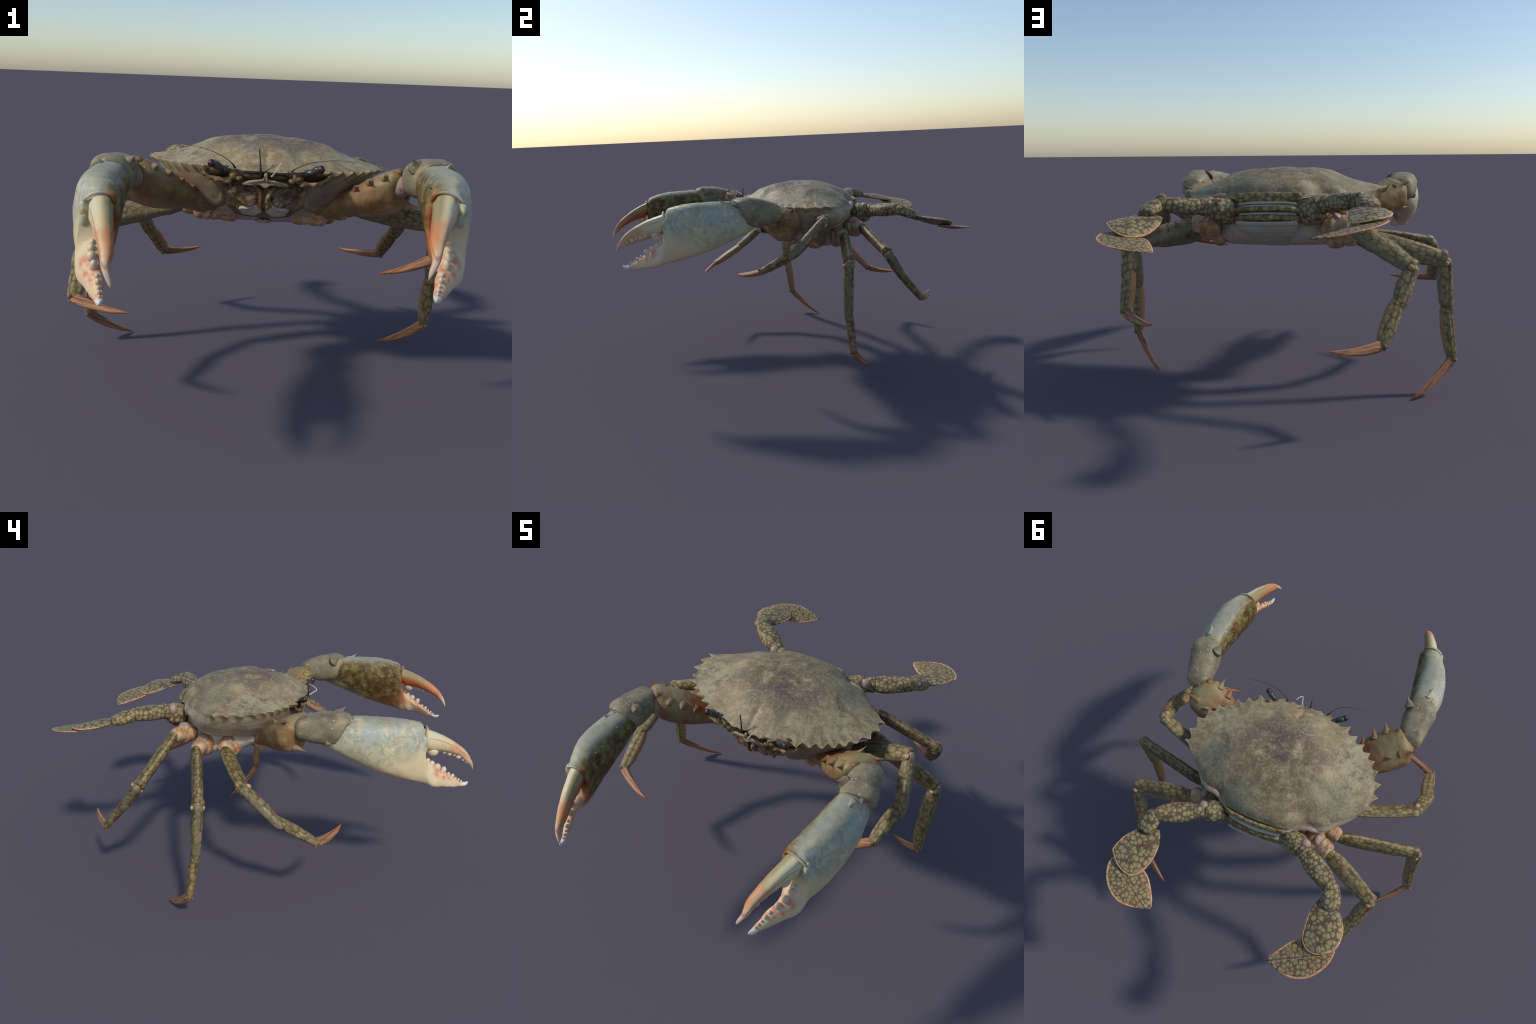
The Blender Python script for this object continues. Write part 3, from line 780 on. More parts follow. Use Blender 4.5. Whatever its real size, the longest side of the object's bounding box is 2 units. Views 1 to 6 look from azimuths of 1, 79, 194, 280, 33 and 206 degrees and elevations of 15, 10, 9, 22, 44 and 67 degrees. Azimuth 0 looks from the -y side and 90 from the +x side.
    place('antenna', make_mesh('antenna', *ant, [M_ANT]), face, BODY)
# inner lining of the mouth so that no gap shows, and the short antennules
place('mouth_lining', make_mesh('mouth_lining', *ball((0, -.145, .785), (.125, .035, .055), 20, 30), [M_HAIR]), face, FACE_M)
place('antennule', make_mesh('antennule', *path_tube([(-.018, -.196, .876), (-.020, -.210, .895), (-.022, -.208, .925), (-.027, -.206, .965), (-.029, -.204, .977)], .0042, 30, 10, taper=[(0, 1.6), (.3, 1.1), (.6, .6), (.9, .6), (1, .9)]), [M_ANT]), face, BODY)
place('antennule', make_mesh('antennule', *path_tube([(.022, -.200, .880), (.030, -.225, .893), (.037, -.246, .908), (.046, -.232, .922), (.055, -.205, .934)], .0030, 30, 10, taper=[(0, 1.3), (.45, .9), (.55, .8), (1, .5)]), [M_ANTW]), face, BODY)

# ------------------------------------------------------------------ claws
PALM_O = V(.58, -.50, .83)
# right palm and fixed finger: top (y, z), bottom (y, z), centre x, half thickness
PALM = [(-.335, .945, -.240, .842, 0.5980, .040), (-.352, .958, -.246, .824, 0.5980, .056), (-.380, .964, -.272, .808, 0.5990, .066), (-.452, .966, -.337, .782, 0.6010, .079),
        (-.515, .966, -.402, .755, 0.6000, .086), (-.565, .963, -.490, .722, 0.5930, .086), (-.610, .957, -.580, .698, 0.5820, .080), (-.650, .949, -.655, .680, 0.5670, .072), (-.676, .937, -.695, .671, 0.5600, .066),
        (-.690, .897, -.712, .668, 0.5620, .060), (-.698, .817, -.728, .664, 0.5660, .053), (-.708, .780, -.745, .660, 0.5680, .046), (-.733, .763, -.765, .657, 0.5670, .037), (-.776, .730, -.800, .652, 0.5510, .028), (-.809, .711, -.835, .648, 0.5310, .0215), (-.849, .684, -.862, .645, 0.5160, .0165), (-.882, .665, -.890, .645, 0.5040, .0125), (-.903, .665, -.908, .650, 0.4980, .008), (-.912, .668, -.914, .661, 0.4955, .002)]
def palm_rings(n=150, m=72):
    S = np.array(PALM); s = np.linspace(0, 1, len(S))
    mid = (S[:, 0:2] + S[:, 2:4])/2; s = np.r_[0, np.cumsum(np.linalg.norm(np.diff(mid, axis=0), axis=1) + .004)]; s /= s[-1]
    q = pchip(s, S, np.linspace(0, 1, n)); th = np.linspace(0, 2*np.pi, m, endpoint=False)
    c, sn = np.cos(th), np.sin(th)
    R = np.empty((n, m, 3))
    for i in range(n):
        ty, tz, by, bz, xc, h = q[i]
        e = np.interp(i/n, [0, .3, .5, 1], [.93, .86, .72, .9])
        a = (spow(c, e) + 1)/2
        # flatter inner face, ridge along the top
        hx = spow(sn, e*.95)*h*np.where(sn < 0, .99 - .34*np.clip(1 - a*1.4, 0, 1), 1.0 - .14*np.clip(a*2 - 1, 0, 1))
        k = np.interp(i/n, [0, .1, .5, .7, .8, 1], [0, .008, .016, .012, .002, 0])
        R[i, :, 0] = xc + hx + k*(1 - a)**2 - k*.30; R[i, :, 1] = by + (ty - by)*a; R[i, :, 2] = bz + (tz - bz)*a
    return R
R = palm_rings()
R[:, :, 0] -= 0
relief(R, .0022, 18, 11); relief(R, .0008, 60, 12, 2)
# longitudinal ridges on the finger
palm_parts = [(list((R - PALM_O).reshape(-1, 3)), None)]
v, f = grid(R - PALM_O)
sp = [cone(V(.617, -.395, .955) - PALM_O, V(.626, -.428, .981) - PALM_O, .018, bend=V(0, 0, -.003)),
      cone(V(.522, -.646, .920) - PALM_O, V(.504, -.660, .934) - PALM_O, .012),
      cone(V(.553, -.640, .935) - PALM_O, V(.552, -.664, .949) - PALM_O, .012),
      # hinge lobes that clasp the movable finger
      ball(V(.603, -.682, .868) - PALM_O, (.014, .022, .034), 16, 18), ball(V(.600, -.690, .838) - PALM_O, (.013, .016, .026), 16, 18),
      ball(V(.508, -.668, .868) - PALM_O, (.012, .020, .030), 16, 18)]
PALM_ME = make_mesh('claw_palm', *join([(v, f)] + sp), [M_PALM])
# collar above the finger base
COLLAR = make_mesh('claw_finger_collar', *path_tube([V(.602, -.694, .895) - PALM_O, V(.580, -.698, .915) - PALM_O, V(.550, -.696, .925) - PALM_O, V(.520, -.690, .918) - PALM_O, V(.508, -.684, .895) - PALM_O], .0048, 40, 12), [M_PALM])

# movable finger: top (y,z), bottom (y,z), centre x, half thickness
FING_O = V(.545, -.69, .875)
FING = [(-.676, .910, -.690, .842, .550, .030), (-.690, .918, -.704, .832, .548, .037), (-.712, .910, -.722, .822, .544, .037), (-.754, .897, -.757, .821, .531, .034),
        (-.802, .877, -.790, .816, .517, .0305), (-.851, .849, -.828, .805, .502, .026), (-.891, .819, -.866, .790, .489, .0205), (-.919, .786, -.900, .767, .484, .013),
        (-.936, .754, -.922, .748, .471, .009), (-.940, .735, -.933, .733, .464, .005), (-.937, .724, -.936, .724, .461, .0012)]
S = np.array(FING); s = np.linspace(0, 1, len(S)); q = pchip(s, S, np.linspace(0, 1, 90)); th = np.linspace(0, 2*np.pi, 48, endpoint=False)
R = np.empty((90, 48, 3))
for i in range(90):
    ty, tz, by, bz, xc, h = q[i]; a = (spow(np.cos(th), .9) + 1)/2
    gro = 1 - .10*np.exp(-((th - .95)/.16)**2) - .10*np.exp(-((th - (2*np.pi - .95))/.16)**2)     # two grooves along the finger
    R[i, :, 0] = xc + spow(np.sin(th), .85)*h*gro; R[i, :, 1] = by + (ty - by)*a; R[i, :, 2] = bz + (tz - bz)*a
relief(R, .0014, 26, 13)
FING_ME = make_mesh('movable_finger', *grid(R - FING_O), [M_FING])

# blunt teeth of both fingers: centre, radius along finger / height
def finger_x(y): return np.interp(-y, -S[:, 0], S[:, 4])
PS = np.array(PALM)
def fixed_x(y): return np.interp(-y, -PS[9:, 0], PS[9:, 4])
TEETH = []
for y, z, r, h, lean in ((-.738, .815, .026, .026, .004), (-.768, .820, .010, .012, 0), (-.792, .813, .0105, .014, 0), (-.817, .806, .0115, .015, 0), (-.840, .801, .008, .010, 0), (-.860, .792, .0125, .014, 0), (-.884, .778, .007, .008, 0), (-.900, .768, .006, .007, 0)):
    TEETH.append((V(finger_x(y) + lean, y, z), r, h, unit(V(-.1, .25, -1))))
for y, z, r, h, lean in ((-.715, .775, .010, .014, 0), (-.734, .761, .014, .018, 0), (-.760, .744, .0165, .022, .002), (-.789, .724, .0145, .027, .002), (-.818, .706, .008, .011, 0), (-.837, .695, .0095, .014, 0), (-.853, .683, .006, .009, 0), (-.867, .675, .0065, .010, 0), (-.880, .668, .005, .008, 0)):
    TEETH.append((V(fixed_x(y) + lean, y, z), r, h, unit(V(-.1, -.35, 1))))

# carpus: local x from the merus joint to the palm joint
def carpus_mesh():
    st = [(-.040, .002, -.012, .032, .038), (-.02, .002, -.012, .044, .052), (.03, .004, -.008, .061, .064), (.09, .006, -.003, .073, .072), (.14, .006, -.005, .074, .077), (.175, .004, -.003, .068, .070), (.19, 0, .002, .058, .052)]
    R = tube(st, 60, 56, 2.7, (.03, .012))
    # oblique far rim: the top reaches further forward than the underside
    k = np.clip((R[:, :, 0] - .02)/.16, 0, 1)
    R[:, :, 0] += k*(.45*np.clip(R[:, :, 1], -.08, .08))
    relief(R, .003, 16, 21)
    return R
# ring for the carpus in the right claw
CA, CB = V(.568, -.150, .888), V(.604, -.322, .898)
CARP_M = frame(CA, CB - CA, V(0, 0, 1))
R = carpus_mesh()
ci = CARP_M.inverted()
loc = lambda p: np.array(ci @ Vector(p))
sp = [cone(loc((.535, -.310, .957)), loc((.517, -.338, .982)), .022, bend=loc((.5, -.3, .9))*0), cone(loc((.640, -.345, .945)), loc((.648, -.372, .952)), .013), cone(loc((.660, -.262, .85)), loc((.672, -.280, .846)), .012)]
CARP_ME = make_mesh('claw_carpus', *join([grid(R)] + sp), [M_ARM])
SOCK = make_mesh('claw_wrist_membrane', *ball((.185, -.005, .0), (.045, .068, .058), 20, 26), [M_MEMB])

# merus: local x from body to the carpus, y up, z forward
def merus_mesh(L):
    st = [(-.02, 0, 0, .040, .042), (.0, 0, 0, .046, .048), (L*.23, 0, 0, .044, .050), (L*.46, 0, 0, .061, .079), (L*.69, .003, 0, .077, .098), (L*.90, .007, 0, .082, .098), (L*.985, .010, 0, .080, .090), (L*1.03, .010, 0, .074, .080)]
    R = tube(st, 70, 72, 2.6, (.03, .055))
    y, z = R[:, :, 1].copy(), R[:, :, 2].copy()
    hy = np.abs(y).max(1, keepdims=True); hz = np.abs(z).max(1, keepdims=True)
    t = np.clip(R[:, :, 0]/L, 0, 1)
    # the front face slopes back towards the underside; the back is rounded
    R[:, :, 2] -= .42*hz*np.clip(-y/hy, 0, 1)*np.clip(z/hz, 0, 1)
    R[:, :, 2] += .25*hz*np.clip(-y/hy, 0, 1)**2*np.clip(-z/hz, 0, 1)
    # raised front edge, slanting top
    R[:, :, 1] += .020*t*np.clip(z/hz, -.6, 1)*np.clip(y/hy, 0, 1)
    # socket on the front face where the wrist folds in
    hollow = np.exp(-((R[:, :, 0] - L*.97)/.085)**2)*np.clip(z/hz*1.6, 0, 1)*np.exp(-((y + .01)/.045)**2)
    R[:, :, 2] -= .030*hollow
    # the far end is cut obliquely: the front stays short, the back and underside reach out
    R[:, :, 0] += np.clip((t - .6)/.4, 0, 1)*(.012*np.clip(-z/hz, -1, 1) + .022*np.clip(y/hy, -1, 1))
    relief(R, .004, 18, 31); relief(R, .0015, 60, 33, 2)
    sp = []
    for x, h in ((L*.36, .018), (L*.52, .020), (L*.68, .022), (L*.84, .020)):
        k = np.interp(x/L, [.23, .46, .69, .9], [.058, .082, .098, .10]); u = np.interp(x/L, [.23, .46, .69, .9], [.040, .060, .078, .086])
        sp.append(cone((x, u - .012, k - .022), (x + .010, u + .004, k + h - .004), .019))
    sp += [cone((L*.95, .055, -.060), (L*1.11, .066, -.078), .018), cone((L*.74, .062, -.055), (L*.80, .092, -.080), .016), cone((L*.97, -.060, -.01), (L*1.10, -.078, .0), .015),
           ball((L*.975, .082, .045), (.016, .014, .018), 12, 14)]
    return join([grid(R)] + sp)

SL = .971
ROT_L = Matrix(((.9988, -.0043, .0485), (.0058, .9995, -.0306), (-.0484, .0308, .9984)))
TO_LEFT = Matrix.Translation((-.4458, -.7434, .8258)) @ (ROT_L*SL).to_4x4() @ Matrix.Translation((.5338, .6729, -.8522)) @ Matrix.Diagonal((-1, 1, 1, 1))
def tmat(o): return Matrix.Translation(tuple(float(a) for a in o))
TOOTH_ME = make_mesh('claw_tooth', *ball((0, 0, 0), (1, 1, 1), 12, 16), [M_ENAM])
for side in (1, -1):
    G = Matrix.Identity(4) if side > 0 else TO_LEFT
    b0 = V(.225, .008, .720) if side > 0 else V(-.203, .006, .728)
    d = V(.560, -.116, .834) if side > 0 else V(-.507, -.220, .852)
    L = np.linalg.norm(d - b0)
    # base of the claw limb: coxa and ischium
    c0 = V(.12*side + CX, .055, .695)
    st = [(-.01, 0, 0, .042, .038), (.03, 0, 0, .046, .042), (.06, 0, 0, .043, .040), (.075, 0, 0, .037, .035), (.09, 0, 0, .043, .039), (.135, 0, 0, .043, .040), (.15, 0, 0, .034, .034)]
    R = tube(st, 40, 36, 2.2, (.02, .02)); relief(R, .006, 22, 41)
    claw = place('claw', make_mesh('claw_coxa', *grid(R), [M_JOINT]), crab, frame(c0, b0 - c0 + V(0, 0, -.02), V(0, 0, 1)))
    F = frame(b0, d - b0, V(0, 0, 1))
    if side < 0: F = F @ Matrix.Diagonal((1, 1, -1, 1))
    # local z must face forward (-y)
    if (F.to_3x3() @ Vector((0, 0, 1))).y > 0: F = F @ Matrix.Diagonal((1, 1, -1, 1))
    place('claw_merus', make_mesh('claw_merus', *merus_mesh(L), [M_MERUS]), claw, F)
    place('claw_elbow_membrane', make_mesh('claw_elbow_membrane', *ball((L - .020, .028, .034), (.046, .046, .040), 20, 26), [M_MEMB]), claw, F)
    if side > 0:
        GC = CARP_M
    else:       # the left wrist is folded a little differently at the elbow
        a = np.array(G @ Vector(CA)) + V(-.026, 0, .010); b = np.array(G @ Vector(CB))
        GC = frame(a, b - a, V(0, 0, 1)) @ Matrix.Diagonal((SL, SL, -SL, 1))
    place('claw_carpus', CARP_ME, claw, GC)
    place('claw_wrist_membrane', SOCK, claw, GC)
    place('claw_palm', PALM_ME, claw, G @ tmat(PALM_O))
    place('claw_finger_collar', COLLAR, claw, G @ tmat(PALM_O))
    # the left finger is a little more closed
    GF = G if side > 0 else G @ tmat(FING_O) @ Matrix.Rotation(math.radians(3), 4, 'X') @ tmat(-FING_O)
    place('movable_finger', FING_ME, claw, GF @ tmat(FING_O))
    for p, r, h, up in TEETH:
        Gt = GF if up[2] < 0 else G
        Mx = frame(p, up, V(0, 1, 0)) @ Matrix.Diagonal((float(h)*.85, float(r), float(r)*.85, 1))
        place('claw_tooth', TOOTH_ME, claw, Gt @ Mx)

# ------------------------------------------------------------------ walking legs
LEGS = {  # base, knee, carpus end, ankle, tip
    ('L', 2): ((-.340, .154, .698), (-.671, .004, .646), (-.702, -.141, .521), (-.685, -.325, .415), (-.457, -.419, .401)),
    ('L', 3): ((-.362, .295, .696), (-.742, .191, .588), (-.752, .207, .373), (-.785, .240, .144), (-.612, .397, -.001)),
    ('L', 4): ((-.350, .403, .764), (-.613, .506, .602), (-.564, .602, .478), (-.512, .731, .330), (-.325, .853, .333)),
    ('R', 2): ((.362, .160, .690), (.659, .095, .843), (.705, -.067, .698), (.668, -.241, .608), (.436, -.328, .559)),
    ('R', 3): ((.368, .289, .706), (.776, .183, .641), (.758, .180, .400), (.755, .202, .175), (.576, .352, .023)),
    ('R', 4): ((.370, .391, .753), (.682, .421, .655), (.642, .505, .533), (.602, .636, .386), (.407, .775, .374))}
WID = {2: (.043, .034, .033), 3: (.050, .035, .0295), 4: (.045, .035, .0325)}     # half widths: merus, carpus, propodus
COX = {2: V(.255, .155, .695), 3: V(.262, .268, .702), 4: V(.258, .358, .748)}

def merus_leg(L, w, seed, bow=0.0):
    st = [(-.012, 0, 0, w*.55, .020), (.02, 0, 0, w*.72, .024), (L*.2, -.002, 0, w*.98, .027), (L*.45, -.002, 0, w*1.03, .027), (L*.75, .0, 0, w*.92, .026), (L*.92, .003, 0, w*.80, .025), (L*.96, .004, 0, w*.84, .028), (L - .002, .004, 0, w*.84, .029), (L + .010, .003, 0, w*.74, .025)]
    st = [(x, y - .003 + bow*4*np.clip(x/L, 0, 1)*(1 - np.clip(x/L, 0, 1)), z, a, b) for x, y, z, a, b in st]
    R = tube(st, 70, 44, 2.5, (.015, .010)); relief(R, .0022, 22, seed); relief(R, .0009, 70, seed + 1, 2)
    # roof-shaped upper edge
    R[:, :, 2] *= 1 - .38*np.clip((R[:, :, 1] - .1*w)/w, 0, 1)**1.3
    return grid(R)

def condyles(L, w):
    return join([ball((L + .002, -w*.30, sg*.024), (.013, .013, .009), 10, 12) for sg in (1, -1)])

def carpus_leg(L, w, seed):
    st = [(-.014, 0, 0, w*.62, .019), (.012, 0, 0, w*.86, .023), (L*.4, -.002, 0, w*1.0, .026), (L*.75, .001, 0, w*1.02, .025), (L*1.0, .008, 0, w*.80, .023), (L*1.15, w*.48, 0, w*.42, .017), (L*1.25, w*.62, 0, w*.20, .010)]
    R = tube(st, 50, 40, 2.4, (.014, .02))
    R[:, :, 2] *= 1 - .14*np.exp(-((R[:, :, 1] - .006)/.006)**2) * ((R[:, :, 0] > .02) & (R[:, :, 0] < L))
    relief(R, .0016, 26, seed)
    return grid(R)

def propodus_leg(L, w, seed):
    st = [(-.012, -.005, 0, w*.68, .018), (.02, -.004, 0, w*.92, .022), (L*.35, -.004, 0, w*1.06, .022), (L*.7, -.004, 0, w*.98, .020), (L*.95, -.001, 0, w*.74, .017), (L + .008, 0, 0, w*.62, .015)]
    R = tube(st, 56, 40, 2.5, (.012, .010))
    R[:, :, 2] *= 1 - .16*np.exp(-((np.abs(R[:, :, 1]) - w*.45)/.004)**2)
    relief(R, .0016, 26, seed)
    ex = [ball((L, w*.35, .013), (.009, .009, .006), 10, 12), ball((L, w*.35, -.013), (.009, .009, .006), 10, 12)]
    return join([grid(R)] + ex)

def dactyl_leg(L, w, seed):
    st = [(-.008, 0, 0, w*.60, .013), (.02, .004, 0, w*.80, .0135), (L*.25, .010, 0, w*.74, .012), (L*.5, .013, 0, w*.58, .0105), (L*.75, .010, 0, w*.38, .008), (L*.92, .003, 0, w*.18, .005), (L, -.001, 0, .002, .0015)]
    R = tube(st, 60, 36, 2.3, (.010, .0))
    for c in (-.4, .0, .4):
        hw_ = np.interp(R[:, :1, 0], [0, L*.25, L*.5, L*.75, L], [w*.7, w*.74, w*.58, w*.38, .002]); yc = np.interp(R[:, :1, 0], [0, .02, L*.25, L*.5, L*.75, L*.92, L], [0, .004, .010, .013, .010, .003, 0])
        R[:, :, 2] *= 1 - .22*np.exp(-(((R[:, :, 1] - yc)/hw_ - c)/.12)**2)
    return grid(R)

def coxa_mesh(L, r, seed):
    st = [(-.02, -.006, 0, r*1.1, r*.95), (.01, -.006, 0, r*1.32, r*1.08), (L*.38, -.005, 0, r*1.22, r*1.04), (L*.52, -.002, 0, r*.92, r*.80), (L*.62, 0, 0, r*1.02, r*.84), (L*.9, 0, 0, r*.96, r*.76), (L + .012, 0, 0, r*.70, r*.55)]
    R = tube(st, 44, 36, 2.3, (.01, .015)); relief(R, .004, 26, seed); relief(R, .0018, 60, seed + 1, 2)
    return grid(R)

for (sd, k), J in LEGS.items():
    b, kn, cp, an, tp = [V(*p) for p in J]
    sx = 1 if sd == 'R' else -1
    a, p = unit(kn - b), unit(an - kn)
    n = unit(np.cross(a, p)); y0 = unit(-(p - a*(p @ a)))
    seed = k*10 + (sd == 'R')
    def up(x, ref):
        y = np.cross(n, unit(x)); return y if y @ ref > 0 else -y
    c0 = COX[k]*V(sx, 1, 1) + V(CX, 0, 0)
    Lc = np.linalg.norm(b - c0)
    leg = place('walking_leg', make_mesh('leg_coxa', *coxa_mesh(Lc, .043, seed), [M_JOINT]), crab, frame(c0, b - c0, y0))
    pad = c0 + (b - c0)*.30 + V(0, 0, .036) + V(sx*.012, 0, 0)
    place('coxa_pad', make_mesh('coxa_pad', *ball(pad, (.027, .030, .014), 14, 20, axis=V(sx*.7, .1, .8)), [M_MEMB]), leg)
    wm, wc, wp = WID[k]
    Lm = np.linalg.norm(kn - b); y1 = up(kn - b, y0)
    place('leg_merus', make_mesh('leg_merus', *merus_leg(Lm, wm, seed, .012 if k == 2 else .003), [M_LEG]), leg, frame(b, kn - b, y1))
    place('knee_condyle', make_mesh('knee_condyle', *condyles(Lm, wm), [M_JOINT]), leg, frame(b, kn - b, y1))
    y2 = up(cp - kn, y1)
    place('leg_carpus', make_mesh('leg_carpus', *carpus_leg(np.linalg.norm(cp - kn), wc, seed + 2), [M_LCAR]), leg, frame(kn, cp - kn, y2))
    place('knee_membrane', make_mesh('knee_membrane', *ball(kn - .004*y1, (.0225, .0225, .0225), 12, 16), [M_JOINT]), leg)
    y3 = up(an - cp, y2)
    place('leg_propodus', make_mesh('leg_propodus', *propodus_leg(np.linalg.norm(an - cp), wp, seed + 3), [M_PROP]), leg, frame(cp, an - cp, y3))
    # the tip bends in its own plane
    dv = tp - an; pr = unit(an - cp); nn_ = np.cross(pr, unit(dv)); y4 = unit(-(unit(dv)*0 + np.cross(unit(dv), nn_)) )
    y4 = y4 if y4 @ pr > 0 else -y4
    place('leg_dactyl', make_mesh('leg_dactyl', *dactyl_leg(np.linalg.norm(dv), .028, seed + 4), [M_DAC]), leg, frame(an - .006*pr, tp - an + .006*pr, y4))

# ------------------------------------------------------------------ swimming legs
SWIM = {
    'L': dict(coxa0=(-.178, .425, .825), coxa1=(-.232, .458, .845), ring=(-.270, .483, .858), mer=(-.418, .577, .880), carp=(-.450, .622, .872), cp=(-.440, .680, .852),
              prop=[(-.410, .628, .858), (-.383, .690, .848), (-.383, .760, .832), (-.394, .825, .818), (-.430, .862, .818), (-.480, .862, .828), (-.530, .825, .835), (-.545, .790, .839), (-.540, .73, .846), (-.505, .668, .854), (-.455, .668, .855)],
              dac=[(-.278, .968, .773), (-.305, .920, .776), (-.345, .862, .784), (-.390, .825, .797), (-.46, .812, .815), (-.520, .815, .827), (-.538, .832, .828), (-.528, .89, .822), (-.490, .95, .812), (-.440, .984, .802), (-.385, .994, .790), (-.325, .986, .779)]),
    'R': dict(coxa0=(.203, .428, .822), coxa1=(.257, .466, .832), ring=(.306, .484, .836), mer=(.460, .566, .850), carp=(.488, .610, .838), cp=(.468, .663, .812),
              prop=[(.432, .622, .805), (.404, .672, .793), (.406, .740, .768), (.420, .795, .750), (.446, .842, .745), (.485, .860, .752), (.540, .840, .772), (.580, .800, .789), (.588, .775, .793), (.562, .71, .803), (.524, .657, .811), (.48, .662, .806)],
              dac=[(.324, .961, .706), (.336, .925, .712), (.364, .879, .724), (.400, .835, .736), (.45, .810, .745), (.52, .805, .757), (.572, .815, .760), (.588, .845, .757), (.572, .905, .747), (.530, .955, .738), (.478, .984, .729), (.420, .986, .721), (.365, .977, .712)])}
def paddle_mesh(pts, x_axis, normal, thick, name, mat, crown=1.0, seed=0):
    """flat lens-shaped plate through an outline; returns mesh, frame and the rim loop in local space"""
    pts = np.array(pts, float); c = pts.mean(0)
    F = frame(c, x_axis, np.cross(normal, x_axis)); I = F.inverted()
    lp = np.array([list(I @ Vector(p)) for p in pts])
    loop = catmull(np.vstack([lp[-1:], lp, lp[:2]]), (len(lp) + 2)*14 + 1)[14:-28]
    prof = [(.015, 1), (.15, .99), (.3, .95), (.45, .88), (.6, .78), (.75, .62), (.87, .45), (.95, .30), (1, .14)]
    rows = [np.c_[loop[:, :2]*r, loop[:, 2]*r + thick*h] for r, h in prof] + [np.c_[loop[:, :2]*r, loop[:, 2]*r - thick*h] for r, h in prof[::-1]]
    R = np.array(rows)
    k = fbm(R.reshape(-1, 3), 30, 2, seed).reshape(R.shape[:2]); R[:, :, 2] += k*.0015
    return make_mesh(name, *grid(R), [mat]), F, loop

def fringe_mesh(loop, thick, i0, i1, n=140):
    k = np.arange(int(i0*len(loop)), int(i1*len(loop))) % len(loop)
    P = loop[k]; m = 10; th = np.linspace(0, 2*np.pi, m, endpoint=False)
    T = np.gradient(P, axis=0); T /= np.linalg.norm(T, axis=1)[:, None]
    o = np.cross(T, V(0, 0, 1)); o *= np.sign((o*P).sum(1).mean())
    t = np.linspace(0, 1, len(P)); w = np.minimum(1, np.minimum(t, 1 - t)*12 + .15)
    jag = 1 + .25*np.array([mnoise.noise(Vector((float(a)*150, .3, .7))) for a in t])
    R = P[:, None] + (w*jag)[:, None, None]*(.0052*np.cos(th)[None, :, None]*o[:, None]) + w[:, None, None]*thick*np.sin(th)[None, :, None]*V(0, 0, 1)
    return make_mesh('paddle_fringe', *grid(R), [M_FRINGE])

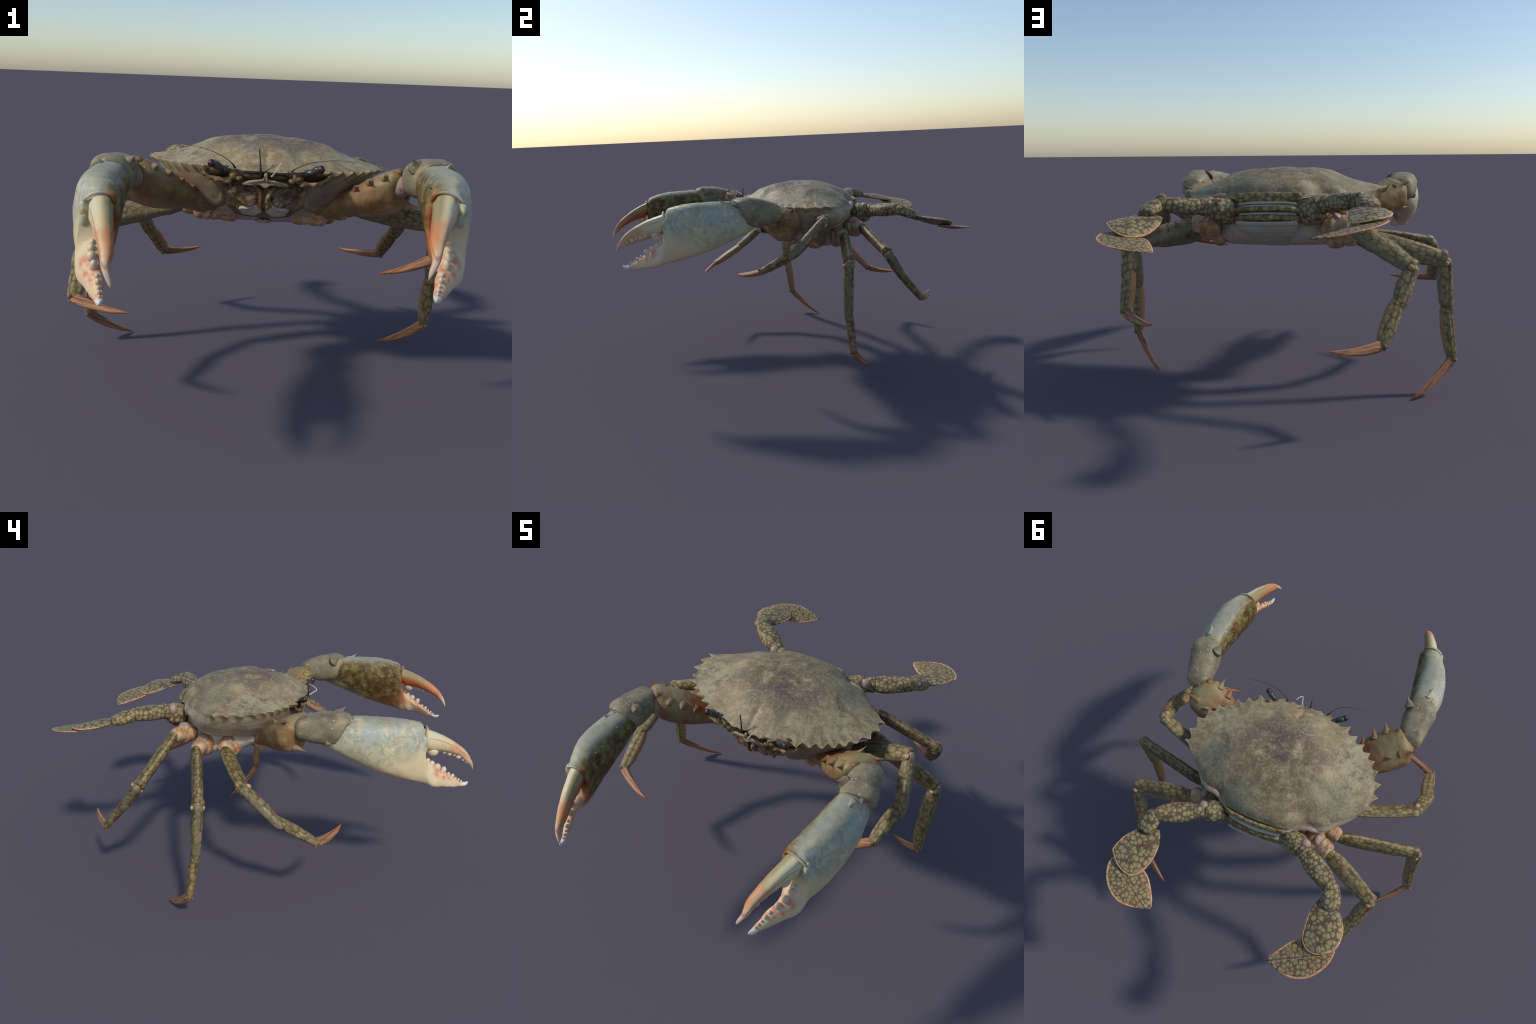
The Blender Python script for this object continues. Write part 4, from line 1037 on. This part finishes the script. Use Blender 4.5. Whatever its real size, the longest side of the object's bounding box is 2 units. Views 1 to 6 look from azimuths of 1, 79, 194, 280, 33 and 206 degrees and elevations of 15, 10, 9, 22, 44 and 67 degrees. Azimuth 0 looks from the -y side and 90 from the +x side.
for sd, D in SWIM.items():
    sx = 1 if sd == 'R' else -1
    g = {k: (np.array(v, float)) for k, v in D.items()}
    for k in ('prop', 'dac'): g[k] = g[k] + V(-.003*sx, 0, -.001)
    # coxa: a squat scaled block
    ax = g['coxa1'] - g['coxa0']; L = np.linalg.norm(ax)
    st = [(-.04, -.01, 0, .050, .046), (0, -.01, 0, .058, .052), (L*.6, -.008, 0, .054, .050), (L, -.004, 0, .042, .040), (L + .012, 0, 0, .03, .03)]
    R = tube(st, 34, 40, 2.4, (.02, .018)); relief(R, .005, 30, 51 + sx)
    leg = place('swimming_leg', make_mesh('swimming_leg_coxa', *grid(R), [M_SWIM]), crab, frame(g['coxa0'], ax, V(0, 0, 1)))
    knob = ball(g['coxa1'] + V(.012*sx, -.022, .018), (.026, .024, .028), 14, 18)
    place('swimming_leg_joint', make_mesh('swimming_leg_joint', *knob, [M_MEMB]), leg)
    arc = path_tube([(sx*.300 + CX, .350, .852), (sx*.270 + CX, .362, .868), (sx*.238 + CX, .366, .876), (sx*.205 + CX, .378, .874), (sx*.182 + CX, .400, .862)], .013, 40, 12, taper=[(0, .5), (.3, 1), (.7, 1), (1, .5)])
    place('coxa_membrane', make_mesh('coxa_membrane', *arc, [M_MEMB]), leg)
    ax = g['ring'] - g['coxa1']; L = np.linalg.norm(ax)
    st = [(-.012, 0, 0, .026, .024), (.005, 0, 0, .034, .031), (L*.7, 0, 0, .038, .035), (L - .004, 0, 0, .036, .034), (L + .004, 0, 0, .030, .028)]
    R = tube(st, 24, 36, 2.3, (.012, .008)); relief(R, .002, 30, 52)
    place('swimming_leg_ischium', make_mesh('swimming_leg_ischium', *grid(R), [M_SWIM]), leg, frame(g['coxa1'], ax, V(0, 0, 1)))
    ax = g['mer'] - g['ring']; L = np.linalg.norm(ax)
    st = [(-.010, 0, 0, .030, .029), (.006, 0, 0, .038, .034), (L*.3, 0, 0, .048, .036), (L*.6, 0, 0, .047, .035), (L*.88, 0, 0, .038, .032), (L, 0, 0, .032, .030), (L + .01, 0, 0, .024, .024)]
    R = tube(st, 50, 40, 2.4, (.010, .012)); relief(R, .0025, 26, 53)
    side = np.cross(ax, V(0, 0, 1))
    place('swimming_leg_merus', make_mesh('swimming_leg_merus', *grid(R), [M_SWIM]), leg, frame(g['ring'], ax, side))
    # carpus
    c0 = g['mer']; mid = g['carp']; c1 = g['cp']
    nrm = V(0, .05, 1) if sx < 0 else V(.12, .22, .97)
    ax = c1 - c0 + (mid - (c0 + c1)/2)*.6; L = np.linalg.norm(ax)
    st = [(-.018, 0, 0, .022, .020), (.01, .004*0, 0, .036, .028), (L*.45, 0, 0, .045, .028), (L*.8, 0, 0, .042, .024), (L + .004, 0, 0, .030, .018)]
    R = tube(st, 34, 36, 2.3, (.014, .014)); relief(R, .002, 30, 54)
    w = unit(np.cross(nrm, ax)); w = w if w[0]*sx > 0 else -w
    off = w*.006
    place('swimming_leg_carpus', make_mesh('swimming_leg_carpus', *grid(R), [M_SWIM]), leg, frame(c0 + off, ax, w))
    P = g['prop']; C = P - P.mean(0); nP = np.linalg.svd(C)[2][2]; nP = nP if nP[2] > 0 else -nP
    me, F, loop = paddle_mesh(P, P[5] - P[0], nP, .0155, 'swimming_leg_propodus', M_PAD1, seed=55)
    pr = place('swimming_leg_propodus', me, leg, F)
    place('paddle_fringe', fringe_mesh(loop, .0034, .10, .86), leg, F)
    P = g['dac']; C = P - P.mean(0); nP = np.linalg.svd(C)[2][2]; nP = nP if nP[2] > 0 else -nP
    me, F, loop = paddle_mesh(P - nP*.004, P[0] - P[len(P)//2], nP, .0085, 'swimming_paddle', M_PAD2, seed=56)
    place('swimming_paddle', me, leg, F)
    place('paddle_fringe', fringe_mesh(loop, .0030, .02, .98), leg, F)
    hinge = V(.505, .832, .762) if sx > 0 else V(-.465, .842, .824)
    place('paddle_hinge', make_mesh('paddle_hinge', *ball(hinge, (.045, .022, .010), 14, 20, axis=nP), [M_SWIM]), leg)
